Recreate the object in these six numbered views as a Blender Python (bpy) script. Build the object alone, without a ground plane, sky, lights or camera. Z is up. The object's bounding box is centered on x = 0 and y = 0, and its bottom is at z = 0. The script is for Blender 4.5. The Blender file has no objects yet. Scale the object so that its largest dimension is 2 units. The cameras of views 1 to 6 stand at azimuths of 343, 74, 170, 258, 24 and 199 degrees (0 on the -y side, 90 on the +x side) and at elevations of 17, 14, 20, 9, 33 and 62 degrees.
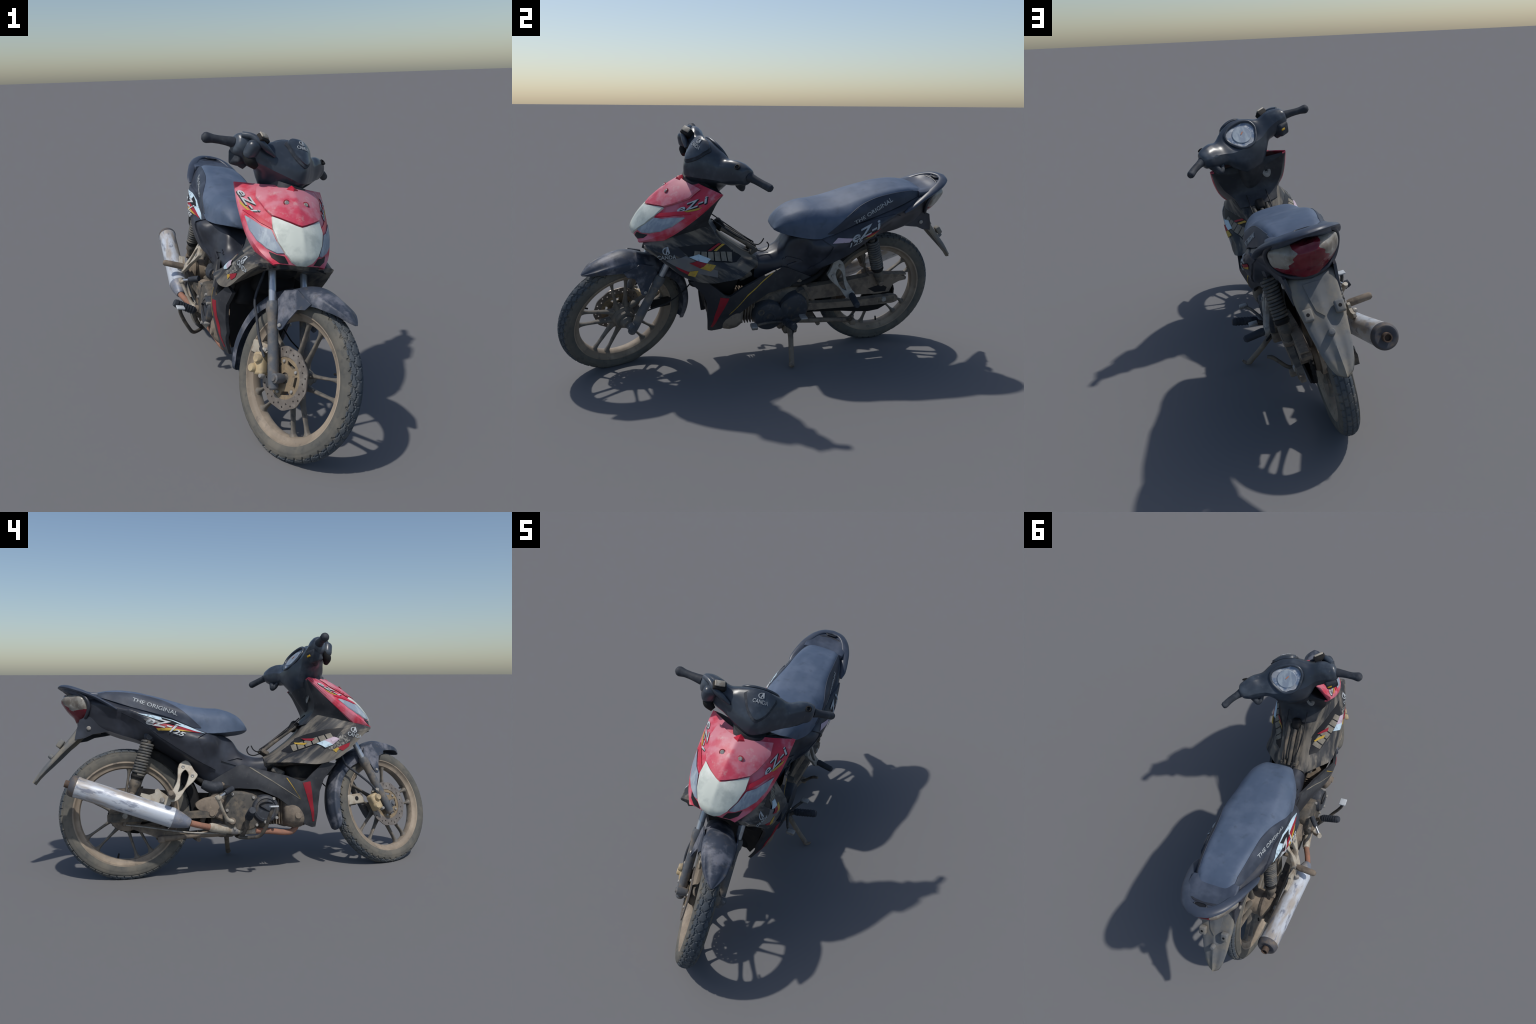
import bpy, bmesh, math, random
import numpy as np
from mathutils import Vector, Matrix
from mathutils.bvhtree import BVHTree
from mathutils import noise as mnoise

random.seed(7)
SC = bpy.context.scene
COL = SC.collection

# ------------------------------------------------------------------ frames
LEAN = math.radians(11.75)           # the bike rests on its side stand, leaning to +x
STAND = Matrix.Translation((.001, 0, -.002))
BODY = STAND @ Matrix.Translation((-0.127, 0, 0)) @ Matrix.Rotation(math.radians(.25), 4, 'Z') @ Matrix.Rotation(LEAN, 4, 'Y')
FORK_BASE = STAND @ Matrix.Translation((-0.1296, 0, 0)) @ Matrix.Rotation(math.radians(11.5), 4, 'Y')
RAKE, STEER = math.radians(25.0), math.radians(22.0)
STEER_AXIS = Vector((0, math.sin(RAKE), math.cos(RAKE)))
FRONT_AXLE = Vector((0.0367, -0.7173, 0.2848))
STEERED = BODY.inverted() @ FORK_BASE @ Matrix.Translation(FRONT_AXLE) @ Matrix.Rotation(STEER, 4, STEER_AXIS)
REAR = BODY.inverted() @ STAND @ Matrix.Translation((-0.0753, 0.5789, 0.2998)) @ Matrix.Rotation(math.radians(10.3), 4, 'Y')
I4 = Matrix.Identity(4)

root = bpy.data.objects.new("motorcycle", None)
COL.objects.link(root)
root.matrix_world = BODY
root["label"] = "dusty black underbone motorcycle with red front mask, on stand"
root["category"] = "motorcycle"


# ------------------------------------------------------------------ materials
def new_mat(name):
    m = bpy.data.materials.new(name)
    m.use_nodes = True
    nt = m.node_tree
    nt.nodes.clear()
    out = nt.nodes.new("ShaderNodeOutputMaterial")
    b = nt.nodes.new("ShaderNodeBsdfPrincipled")
    nt.links.new(b.outputs[0], out.inputs[0])
    return m, nt, b


def ramp(nt, fac, lo, hi):
    r = nt.nodes.new("ShaderNodeMapRange")
    r.interpolation_type = 'SMOOTHSTEP'
    r.inputs[1].default_value = lo
    r.inputs[2].default_value = hi
    nt.links.new(fac, r.inputs[0])
    return r.outputs[0]


def noise_tex(nt, scale, detail=4.0, rough=0.6, stretch=(1, 1, 1), seed=0.0, turn=0.0):
    tc = nt.nodes.new("ShaderNodeTexCoord")
    src = tc.outputs["Object"]
    if turn:
        rt = nt.nodes.new("ShaderNodeMapping")
        rt.inputs["Rotation"].default_value = (math.radians(turn), 0, 0)
        nt.links.new(src, rt.inputs[0])
        src = rt.outputs[0]
    mp = nt.nodes.new("ShaderNodeMapping")
    mp.inputs["Scale"].default_value = stretch
    mp.inputs["Location"].default_value = (seed, seed * 0.7, -seed)
    n = nt.nodes.new("ShaderNodeTexNoise")
    n.inputs["Scale"].default_value = scale
    n.inputs["Detail"].default_value = detail
    n.inputs["Roughness"].default_value = rough
    nt.links.new(src, mp.inputs[0])
    nt.links.new(mp.outputs[0], n.inputs[0])
    return n.outputs[0]


def mix(nt, fac, a, b):
    m = nt.nodes.new("ShaderNodeMix")
    m.data_type = 'RGBA'
    for sock, v in ((m.inputs[6], a), (m.inputs[7], b)):
        if isinstance(v, (tuple, list)):
            sock.default_value = (*v, 1.0)
        else:
            nt.links.new(v, sock)
    if isinstance(fac, float):
        m.inputs[0].default_value = fac
    else:
        nt.links.new(fac, m.inputs[0])
    return m.outputs[2]


def mul(nt, a, k):
    m = nt.nodes.new("ShaderNodeMath")
    m.operation = 'MULTIPLY'
    nt.links.new(a, m.inputs[0])
    m.inputs[1].default_value = k
    return m.outputs[0]


def material(name, base, second=None, amount=(0.45, 0.65), scale=14.0, k=1.0, third=None, scale3=60.0, amount3=(0.55, 0.75), k3=1.0,
             rough=0.7, metal=0.0, spec=0.25, stretch=(1, 1, 1), bump=0.0, bump_scale=250.0, seed=0.0, coat=0.0, turn=0.0):
    m, nt, b = new_mat(name)
    col = base
    if second is not None:
        f = ramp(nt, noise_tex(nt, scale, stretch=stretch, seed=seed, turn=turn), *amount)
        col = mix(nt, mul(nt, f, k), col, second)
    if third is not None:
        f = ramp(nt, noise_tex(nt, scale3, stretch=stretch, seed=seed + 5.3, turn=turn), *amount3)
        col = mix(nt, mul(nt, f, k3), col, third)
    if isinstance(col, tuple):
        b.inputs["Base Color"].default_value = (*col, 1)
    else:
        nt.links.new(col, b.inputs["Base Color"])
    b.inputs["Roughness"].default_value = rough
    b.inputs["Metallic"].default_value = metal
    b.inputs["Specular IOR Level"].default_value = spec
    b.inputs["Coat Weight"].default_value = coat
    if bump:
        bn = nt.nodes.new("ShaderNodeBump")
        bn.inputs["Strength"].default_value = bump
        bn.inputs["Distance"].default_value = 0.002
        nt.links.new(noise_tex(nt, bump_scale, seed=seed), bn.inputs["Height"])
        nt.links.new(bn.outputs[0], b.inputs["Normal"])
    return m


TAN = (0.23, 0.19, 0.145)
M = {}
M['black'] = material("black_plastic", (0.032, 0.034, 0.04), (0.07, 0.073, 0.078), (0.42, 0.72), 9, 0.85, (0.12, 0.112, 0.1), 70, (0.58, 0.8), 0.45, rough=0.5, spec=0.3)
M['panel'] = material("blue_black_panel", (0.028, 0.031, 0.041), (0.058, 0.066, 0.086), (0.42, 0.72), 7, 0.85, (0.09, 0.09, 0.09), 60, (0.62, 0.82), 0.4, rough=0.38, spec=0.4)
M['tailblue'] = material("tail_plastic", (0.045, 0.057, 0.084), (0.085, 0.102, 0.14), (0.42, 0.7), 9, 0.85, (0.11, 0.11, 0.11), 60, (0.62, 0.82), 0.4, rough=0.4, spec=0.4)
M['wing'] = material("dusty_fairing_plastic", (0.032, 0.035, 0.041), (0.2, 0.18, 0.15), (0.42, 0.62), 13, 0.85, (0.28, 0.245, 0.19), 40, (0.54, 0.74), 0.5, rough=0.5, stretch=(1.2, 0.22, 1.5), turn=36.9)
M['shield'] = material("inner_shield_plastic", (0.035, 0.037, 0.042), (0.15, 0.14, 0.12), (0.4, 0.7), 10, 0.75, (0.2, 0.17, 0.13), 45, (0.58, 0.78), 0.4, rough=0.65)
M['dark'] = material("dark_frame", (0.012, 0.012, 0.013), (0.04, 0.036, 0.03), (0.5, 0.75), 16, 0.7, rough=0.75)
M['seat'] = material("seat_vinyl", (0.08, 0.112, 0.172), (0.125, 0.16, 0.228), (0.4, 0.7), 8, 0.75, (0.055, 0.074, 0.1), 22, (0.55, 0.8), 0.7, rough=0.55, spec=0.3, bump=0.25, bump_scale=420)  # base lightened and tinted blue to carry the sky's sheen on the seat top
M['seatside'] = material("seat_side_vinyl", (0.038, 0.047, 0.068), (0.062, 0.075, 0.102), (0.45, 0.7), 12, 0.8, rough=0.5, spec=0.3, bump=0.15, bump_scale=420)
M['cowl'] = material("handlebar_plastic", (0.034, 0.044, 0.06), (0.08, 0.098, 0.122), (0.42, 0.68), 10, 0.85, (0.16, 0.16, 0.155), 50, (0.6, 0.8), 0.4, rough=0.33, spec=0.5)
M['rubber'] = material("grip_rubber", (0.035, 0.04, 0.05), (0.07, 0.078, 0.09), (0.45, 0.7), 30, 0.8, rough=0.65)
M['red'] = material("faded_red_paint", (0.58, 0.06, 0.105), (0.61, 0.23, 0.28), (0.4, 0.6), 8, 0.9, (0.6, 0.42, 0.41), 26, (0.54, 0.74), 0.6, rough=0.45, spec=0.35, seed=3.1)
M['redside'] = material("red_mask_paint", (0.56, 0.035, 0.07), (0.62, 0.2, 0.26), (0.4, 0.62), 8, 0.85, (0.6, 0.38, 0.4), 26, (0.56, 0.76), 0.5, rough=0.4, spec=0.35, seed=1.3)
M['spring'] = material("dusty_spring", (0.085, 0.088, 0.09), (0.17, 0.155, 0.13), (0.42, 0.66), 30, 0.8, (0.04, 0.042, 0.046), 50, (0.55, 0.75), 0.6, rough=0.6)
M['redline'] = material("bright_red_paint", (0.56, 0.022, 0.05), (0.42, 0.03, 0.06), (0.45, 0.7), 12, 0.6, rough=0.35, spec=0.35)
M['lens'] = material("headlight_lens", (0.62, 0.66, 0.59), (0.42, 0.46, 0.42), (0.45, 0.7), 14, 0.8, (0.8, 0.82, 0.76), 9, (0.48, 0.66), 0.75, rough=0.22, spec=0.5, seed=1.7)
M['indicator'] = material("indicator_lens", (0.26, 0.31, 0.38), (0.42, 0.48, 0.52), (0.45, 0.65), 16, 0.8, (0.15, 0.17, 0.22), 30, (0.58, 0.75), 0.6, rough=0.45, spec=0.3, stretch=(2, 0.7, 0.7))
M['tyre'] = material("dusty_tyre", (0.112, 0.11, 0.1), (0.175, 0.16, 0.133), (0.4, 0.68), 9, 0.8, (0.06, 0.064, 0.067), 35, (0.5, 0.75), 0.5, rough=0.85, spec=0.15)
M['tread'] = material("tyre_tread", (0.085, 0.098, 0.112), (0.15, 0.145, 0.13), (0.45, 0.7), 9, 0.8, (0.05, 0.055, 0.06), 40, (0.5, 0.75), 0.5, rough=0.85, spec=0.15)
M['rim'] = material("dusty_alloy", (0.25, 0.205, 0.158), (0.38, 0.31, 0.235), (0.42, 0.66), 10, 0.8, (0.11, 0.1, 0.09), 30, (0.55, 0.75), 0.7, rough=0.6, spec=0.3)
M['spoke'] = material("grey_alloy", (0.13, 0.12, 0.105), (0.26, 0.215, 0.165), (0.42, 0.68), 16, 0.8, (0.06, 0.06, 0.06), 40, (0.55, 0.75), 0.6, rough=0.55, spec=0.3)
M['steel'] = material("brushed_steel", (0.3, 0.29, 0.27), (0.16, 0.14, 0.12), (0.45, 0.65), 28, 0.7, (0.5, 0.48, 0.45), 60, (0.6, 0.75), 0.5, rough=0.45, metal=0.2, spec=0.5)
M['chrome'] = material("chrome_tube", (0.45, 0.48, 0.52), (0.2, 0.2, 0.21), (0.5, 0.7), 30, 0.6, rough=0.25, metal=0.6)
M['fork'] = material("fork_slider", (0.1, 0.11, 0.125), (0.22, 0.185, 0.145), (0.42, 0.68), 18, 0.8, (0.05, 0.055, 0.065), 45, (0.55, 0.75), 0.6, rough=0.5, spec=0.3)
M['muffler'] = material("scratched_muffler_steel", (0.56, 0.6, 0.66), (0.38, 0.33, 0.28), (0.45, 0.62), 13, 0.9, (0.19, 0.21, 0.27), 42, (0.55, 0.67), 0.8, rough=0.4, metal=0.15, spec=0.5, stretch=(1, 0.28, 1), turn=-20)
M['mufflerend'] = material("sooty_muffler_cap", (0.085, 0.085, 0.095), (0.2, 0.15, 0.1), (0.45, 0.68), 18, 0.8, rough=0.6)
M['heat'] = material("heat_stained_steel", (0.2, 0.22, 0.27), (0.36, 0.33, 0.3), (0.4, 0.6), 14, 0.9, (0.1, 0.11, 0.14), 30, (0.55, 0.75), 0.6, rough=0.5, metal=0.2)
M['pipeend'] = material("burnt_pipe_end", (0.13, 0.085, 0.06), (0.06, 0.05, 0.045), (0.42, 0.66), 40, 0.8, rough=0.75)
M['rust'] = material("rusty_pipe", (0.33, 0.16, 0.11), (0.24, 0.14, 0.1), (0.42, 0.66), 22, 0.8, (0.42, 0.27, 0.2), 50, (0.55, 0.75), 0.6, rough=0.75)
M['bracket'] = material("cast_bracket", (0.42, 0.38, 0.31), (0.28, 0.22, 0.16), (0.45, 0.68), 24, 0.8, (0.55, 0.52, 0.46), 50, (0.55, 0.75), 0.5, rough=0.5, spec=0.35)
M['engine'] = material("engine_casting", (0.085, 0.08, 0.072), (0.19, 0.155, 0.115), (0.42, 0.66), 18, 0.8, (0.035, 0.036, 0.04), 40, (0.5, 0.72), 0.7, rough=0.65, bump=0.3, bump_scale=160)
M['engineblack'] = material("black_engine_cover", (0.045, 0.05, 0.06), (0.13, 0.11, 0.085), (0.5, 0.72), 20, 0.75, (0.09, 0.1, 0.12), 45, (0.55, 0.75), 0.6, rough=0.5)
M['mud'] = material("mud_caked_metal", (0.22, 0.18, 0.14), (0.12, 0.1, 0.085), (0.42, 0.66), 20, 0.85, (0.34, 0.28, 0.21), 45, (0.55, 0.75), 0.6, rough=0.8, bump=0.35, bump_scale=120)
M['gold'] = material("gold_caliper", (0.5, 0.39, 0.23), (0.34, 0.27, 0.18), (0.45, 0.68), 30, 0.8, rough=0.5, spec=0.4)
M['disc'] = material("brake_disc_steel", (0.19, 0.165, 0.145), (0.28, 0.25, 0.22), (0.45, 0.65), 30, 0.8, (0.1, 0.09, 0.08), 60, (0.55, 0.75), 0.6, rough=0.4, metal=0.3)
M['carrier'] = material("brass_carrier", (0.24, 0.185, 0.12), (0.36, 0.27, 0.16), (0.5, 0.7), 30, 0.8, (0.12, 0.1, 0.08), 60, (0.5, 0.7), 0.6, rough=0.55)
M['fender'] = material("front_fender_plastic", (0.045, 0.056, 0.08), (0.19, 0.195, 0.225), (0.45, 0.68), 15, 0.85, (0.1, 0.09, 0.08), 40, (0.55, 0.75), 0.6, rough=0.5, spec=0.3)
M['mudguard'] = material("grey_mudguard", (0.165, 0.17, 0.172), (0.25, 0.225, 0.18), (0.38, 0.62), 9, 0.9, (0.11, 0.115, 0.12), 40, (0.55, 0.78), 0.6, rough=0.7)
M['tailred'] = material("tail_lamp_red", (0.15, 0.007, 0.018), (0.22, 0.03, 0.04), (0.45, 0.68), 14, 0.8, (0.1, 0.06, 0.055), 30, (0.55, 0.75), 0.5, rough=0.25, spec=0.5)
M['tailclear'] = material("tail_lamp_clear", (0.3, 0.285, 0.25), (0.15, 0.125, 0.1), (0.42, 0.66), 18, 0.9, (0.48, 0.48, 0.45), 40, (0.55, 0.75), 0.6, rough=0.3, spec=0.5)
M['dial'] = material("instrument_face", (0.35, 0.37, 0.4), (0.16, 0.22, 0.32), (0.42, 0.62), 28, 0.9, (0.65, 0.66, 0.66), 40, (0.52, 0.68), 0.8, rough=0.25, spec=0.5)
M['white'] = material("white_sticker", (0.5, 0.53, 0.55), (0.36, 0.38, 0.4), (0.45, 0.7), 30, 0.7, (0.06, 0.06, 0.062), 55, (0.54, 0.72), 0.55, rough=0.5)
M['skyblue'] = material("pale_blue_sticker", (0.5, 0.64, 0.72), (0.34, 0.45, 0.53), (0.45, 0.7), 22, 0.7, (0.06, 0.06, 0.062), 55, (0.54, 0.72), 0.55, rough=0.5)
M['pink'] = material("faded_pink_sticker", (0.5, 0.4, 0.47), (0.4, 0.36, 0.42), (0.45, 0.7), 30, 0.7, (0.06, 0.06, 0.062), 55, (0.54, 0.72), 0.55, rough=0.5)
M['grey'] = material("grey_sticker", (0.15, 0.155, 0.165), (0.2, 0.19, 0.175), (0.45, 0.7), 20, 0.7, rough=0.5)
M['speckle'] = material("worn_speckled_sticker", (0.06, 0.06, 0.062), (0.3, 0.29, 0.26), (0.47, 0.56), 95, 0.8, rough=0.6)
M['yellow'] = material("yellow_sticker", (0.5, 0.33, 0.05), (0.36, 0.25, 0.07), (0.45, 0.7), 25, 0.7, (0.06, 0.06, 0.062), 55, (0.54, 0.72), 0.55, rough=0.5)
M['crimson'] = material("crimson_sticker", (0.3, 0.018, 0.032), (0.22, 0.02, 0.03), (0.45, 0.7), 25, 0.7, (0.06, 0.06, 0.062), 55, (0.54, 0.72), 0.55, rough=0.5)
M['slat'] = material("dusty_vent_slat", (0.24, 0.22, 0.18), (0.16, 0.145, 0.12), (0.42, 0.66), 30, 0.8, rough=0.7)
M['ink'] = material("black_sticker", (0.014, 0.015, 0.018), rough=0.5)
M['lettering'] = material("pale_lettering", (0.38, 0.41, 0.43), (0.22, 0.24, 0.26), (0.5, 0.66), 60, 0.8, rough=0.5)
M['amber'] = material("amber_switch", (0.5, 0.3, 0.02), rough=0.4)
M['orange'] = material("orange_needle", (0.55, 0.2, 0.1), rough=0.4)
M['bolt'] = material("bolt_steel", (0.34, 0.33, 0.31), (0.2, 0.17, 0.14), (0.45, 0.68), 40, 0.7, rough=0.45, metal=0.2)


# ------------------------------------------------------------------ mesh helpers
def hermite(pts, n, closed=False, crease=(), ends=None):
    """resample control points to n points through smooth segments; crease = indices with a sharp corner"""
    P = np.asarray(pts, float)
    m = len(P)
    segs = m if closed else m - 1
    out = []
    ts = np.linspace(0, segs, n, endpoint=not closed)
    for t in ts:
        i = min(int(t), segs - 1)
        f = t - i
        a, b = P[i], P[(i + 1) % m]
        d = b - a

        def tan(j, fwd):
            jj = j % m
            if jj in crease or (not closed and jj in (0, m - 1)):
                return d
            u, v = P[jj] - P[(jj - 1) % m], P[(jj + 1) % m] - P[jj]
            lu, lv = np.linalg.norm(u) + 1e-9, np.linalg.norm(v) + 1e-9
            w = (u / lu * lv + v / lv * lu) / (lu + lv)      # length-weighted direction
            return w * np.linalg.norm(d)
        m0, m1 = tan(i, True), tan(i + 1, False)
        f2, f3 = f * f, f * f * f
        out.append((2 * f3 - 3 * f2 + 1) * a + (f3 - 2 * f2 + f) * m0 + (-2 * f3 + 3 * f2) * b + (f3 - f2) * m1)
    return np.array(out)


def mesh_obj(name, verts, faces, mat, parent=None, mtx=None, smooth=40.0, mats=None, midx=None):
    me = bpy.data.meshes.new(name)
    me.from_pydata([tuple(v) for v in verts], [], [tuple(f) for f in faces])
    if mtx is not None:
        me.transform(mtx)
    bm = bmesh.new()
    bm.from_mesh(me)
    bmesh.ops.remove_doubles(bm, verts=bm.verts, dist=1e-6)
    bmesh.ops.recalc_face_normals(bm, faces=bm.faces)
    bm.to_mesh(me)
    bm.free()
    for mt in (mats or [mat]):
        me.materials.append(M[mt])
    return finish(name, me, parent, smooth)


def finish(name, me, parent=None, smooth=40.0):
    if smooth is not None:
        me.shade_smooth()
        me.set_sharp_from_angle(angle=math.radians(smooth))
    ob = bpy.data.objects.new(name, me)
    COL.objects.link(ob)
    ob.parent = parent or root
    return ob


def group(name, parent=None):
    e = bpy.data.objects.new(name, None)
    COL.objects.link(e)
    e.parent = parent or root
    return e


def grid_faces(nr, nc, wrap=False, off=0):
    f = []
    for r in range(nr - 1):
        for c in range(nc if wrap else nc - 1):
            d = (c + 1) % nc
            f.append((off + r * nc + c, off + r * nc + d, off + (r + 1) * nc + d, off + (r + 1) * nc + c))
    return f


def skin_points(sections, nu, nv, crease_u=(), crease_v=(), closed=False):
    S = [hermite(s, nu, closed, crease_u) for s in sections]
    S = np.array(S)                                    # sec, nu, 3
    return np.stack([hermite(S[:, j], nv, False, crease_v) for j in range(nu)], axis=1)   # nv, nu, 3


def loft_ring(name, sections, nu, nv, mat, parent=None, mtx=None, crease_u=(), crease_v=(), cap=True, smooth=40.0, wobble=0.0):
    """closed rings through sections"""
    G = skin_points(sections, nu, nv, crease_u, crease_v, True)
    V = G.reshape(-1, 3)
    F = grid_faces(nv, nu, True)
    if cap:
        F.append(tuple(range(nu)))
        F.append(tuple(range((nv - 1) * nu, nv * nu)))
    if wobble:
        V = roughen(V, wobble)
    return mesh_obj(name, V, F, mat, parent, mtx, smooth)


def roughen(V, amp, scale=18.0):
    out = []
    for v in V:
        p = Vector(v)
        out.append(p + amp * (mnoise.noise_vector(p * scale) + 0.5 * mnoise.noise_vector(p * scale * 2.7)))
    return out


def loft_mirror(name, sections, nu, nv, mat, parent=None, mtx=None, crease_u=(), crease_v=(), cap=True, smooth=40.0, wobble=0.0):
    """half sections (x>=0, first and last points near x=0) mirrored into closed rings"""
    G = skin_points(sections, nu, nv, crease_u, crease_v, False)
    R = G[:, ::-1, :] * np.array([-1, 1, 1])
    G = np.concatenate([G, R], axis=1)
    n2 = 2 * nu
    V = G.reshape(-1, 3)
    F = grid_faces(nv, n2, True)
    if cap:
        F.append(tuple(range(n2)))
        F.append(tuple(range((nv - 1) * n2, nv * n2)))
    if wobble:
        V = roughen(V, wobble)
    return mesh_obj(name, V, F, mat, parent, mtx, smooth)


def frames(path):
    P = np.asarray(path, float)
    T = np.gradient(P, axis=0)
    T /= np.linalg.norm(T, axis=1)[:, None] + 1e-12
    up = np.array([0, 0, 1.0]) if abs(T[0][2]) < 0.9 else np.array([1.0, 0, 0])
    n = np.cross(T[0], up)
    n /= np.linalg.norm(n)
    N = [n]
    for i in range(1, len(P)):
        n = N[-1] - T[i] * (N[-1] @ T[i])
        N.append(n / np.linalg.norm(n))
    N = np.array(N)
    return P, T, N, np.cross(T, N)


def tube_data(ctrl, radii, n=24, seg=12, flat=1.0, smooth_path=True):
    path = hermite(ctrl, n) if smooth_path else np.asarray(ctrl, float)
    n = len(path)
    if np.isscalar(radii):
        rr = np.full(n, radii)
    else:
        rr = np.interp(np.linspace(0, 1, n), np.linspace(0, 1, len(radii)), radii)
    P, T, N, B = frames(path)
    V = []
    for i in range(n):
        for k in range(seg):
            a = 2 * math.pi * k / seg
            V.append(P[i] + rr[i] * (math.cos(a) * N[i] + flat * math.sin(a) * B[i]))
    F = grid_faces(n, seg, True)
    F.append(tuple(range(seg)))
    F.append(tuple(range((n - 1) * seg, n * seg)))
    return V, F


def tube(name, ctrl, radii, mat, parent=None, mtx=None, n=24, seg=12, flat=1.0, smooth_path=True, smooth=50):
    V, F = tube_data(ctrl, radii, n, seg, flat, smooth_path)
    return mesh_obj(name, V, F, mat, parent, mtx, smooth)


def lathe(name, profile, mat, parent=None, mtx=None, seg=64, axis='X', closed=False, smooth=35):
    """profile: (position along axis, radius)"""
    V = []
    for a, r in profile:
        for k in range(seg):
            t = 2 * math.pi * k / seg
            c, s = r * math.cos(t), r * math.sin(t)
            V.append((a, c, s) if axis == 'X' else (c, a, s) if axis == 'Y' else (c, s, a))
    n = len(profile)
    F = grid_faces(n, seg, True)
    if closed:
        for k in range(seg):
            d = (k + 1) % seg
            F.append(((n - 1) * seg + k, (n - 1) * seg + d, d, k))
    else:
        F.append(tuple(range(seg)))
        F.append(tuple(range((n - 1) * seg, n * seg)))
    return mesh_obj(name, V, F, mat, parent, mtx, smooth)


def along(p, q):
    """matrix whose z axis runs from p to q, origin p"""
    p, q = Vector(p), Vector(q)
    return Matrix.Translation(p) @ (q - p).to_track_quat('Z', 'Y').to_matrix().to_4x4()


def cylinder(name, p, q, prof, mat, parent=None, mtx=None, seg=32, smooth=35):
    """lathe between two points; prof = (fraction, radius)"""
    L = (Vector(q) - Vector(p)).length
    m = along(p, q)
    if mtx is not None:
        m = mtx @ m
    return lathe(name, [(f * L, r) for f, r in prof], mat, parent, m, seg, 'Z', smooth=smooth)


def box(name, c, s, mat, parent=None, mtx=None, bevel=0.006, rot=None, taper=None, seg=3):
    bm = bmesh.new()
    bmesh.ops.create_cube(bm, size=1.0)
    for v in bm.verts:
        v.co = Vector((v.co.x * s[0], v.co.y * s[1], v.co.z * s[2]))
        if taper:
            k = v.co.y / s[1] + 0.5
            v.co.x *= 1 + (taper[0] - 1) * k
            v.co.z *= 1 + (taper[1] - 1) * k
    if bevel:
        bmesh.ops.bevel(bm, geom=list(bm.edges), offset=bevel, segments=seg, affect='EDGES', profile=0.5)
    if rot is not None:
        bmesh.ops.transform(bm, matrix=rot, verts=bm.verts)
    bmesh.ops.translate(bm, vec=Vector(c), verts=bm.verts)
    me = bpy.data.meshes.new(name)
    bm.to_mesh(me)
    bm.free()
    if mtx is not None:
        me.transform(mtx)
    me.materials.append(M[mat])
    return finish(name, me, parent, 40)


def fill_polygon(outline, step):
    """2D polygon -> fine triangles (numpy points, faces)"""
    bm = bmesh.new()
    vs = [bm.verts.new((p[0], p[1], 0)) for p in outline]
    bm.faces.new(vs)
    bm.normal_update()
    bmesh.ops.triangulate(bm, faces=bm.faces, ngon_method='EAR_CLIP')
    refine(bm, step)
    bm.verts.index_update()
    V = [tuple(v.co) for v in bm.verts]
    F = [tuple(v.index for v in f.verts) for f in bm.faces]
    bm.free()
    return V, F


def refine(bm, step):
    for _ in range(9):
        e = [x for x in bm.edges if x.calc_length() > step]
        if not e:
            break
        bmesh.ops.subdivide_edges(bm, edges=e, cuts=1, use_grid_fill=False)
        bmesh.ops.triangulate(bm, faces=[f for f in bm.faces if len(f.verts) > 3])
    bmesh.ops.beautify_fill(bm, faces=bm.faces, edges=[e for e in bm.edges if not e.is_boundary])


def thicken(V, F, D, t):
    """solid sheet: V outer points, D unit inward directions, thickness t"""
    V = [Vector(v) for v in V]
    n = len(V)
    W = [v + Vector(d) * t for v, d in zip(V, D)]
    cnt = {}
    for f in F:
        for i in range(len(f)):
            a, b = f[i], f[(i + 1) % len(f)]
            k = (min(a, b), max(a, b))
            cnt[k] = (a, b) if k not in cnt else None
    FF = list(F) + [tuple(n + i for i in reversed(f)) for f in F]
    for k, e in cnt.items():
        if e:
            FF.append((e[1], e[0], e[0] + n, e[1] + n))
    return V + W, FF


class Rbf:
    """smooth height field through scattered control points (y, z) -> x"""

    def __init__(self, pts):
        A = np.asarray(pts, float)
        self.c, v = A[:, :2], A[:, 2]
        n = len(A)
        K = self.k(np.linalg.norm(self.c[:, None] - self.c[None], axis=2)) + 1e-6 * np.eye(n)
        Pm = np.c_[np.ones(n), self.c]
        L = np.zeros((n + 3, n + 3))
        L[:n, :n], L[:n, n:], L[n:, :n] = K, Pm, Pm.T
        self.w = np.linalg.solve(L, np.r_[v, 0, 0, 0])

    @staticmethod
    def k(r):
        return r ** 1.5

    def __call__(self, y, z):
        r = np.linalg.norm(self.c - np.array([y, z]), axis=1)
        return float(self.k(r) @ self.w[:-3] + self.w[-3] + self.w[-2] * y + self.w[-1] * z)


def side_panel(name, outline, ctrl, mat, side, parent=None, thick=0.012, step=0.014, edge_smooth=40):
    f = Rbf(ctrl)
    V2, F = fill_polygon(outline, step)
    V = [Vector((f(y, z) * side, y, z)) for y, z, _ in V2]
    D = [Vector((-side, 0, 0))] * len(V)
    V, F = thicken(V, F, D, thick)
    return mesh_obj(name, V, F, mat, parent, None, edge_smooth)


# ------------------------------------------------------------------ stickers and lettering
def tree_of(*obs):
    V, F, o = [], [], 0
    for ob in obs:
        V += [v.co.copy() for v in ob.data.vertices]
        F += [tuple(i + o for i in p.vertices) for p in ob.data.polygons]
        o += len(ob.data.vertices)
    return BVHTree.FromPolygons(V, F)


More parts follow.
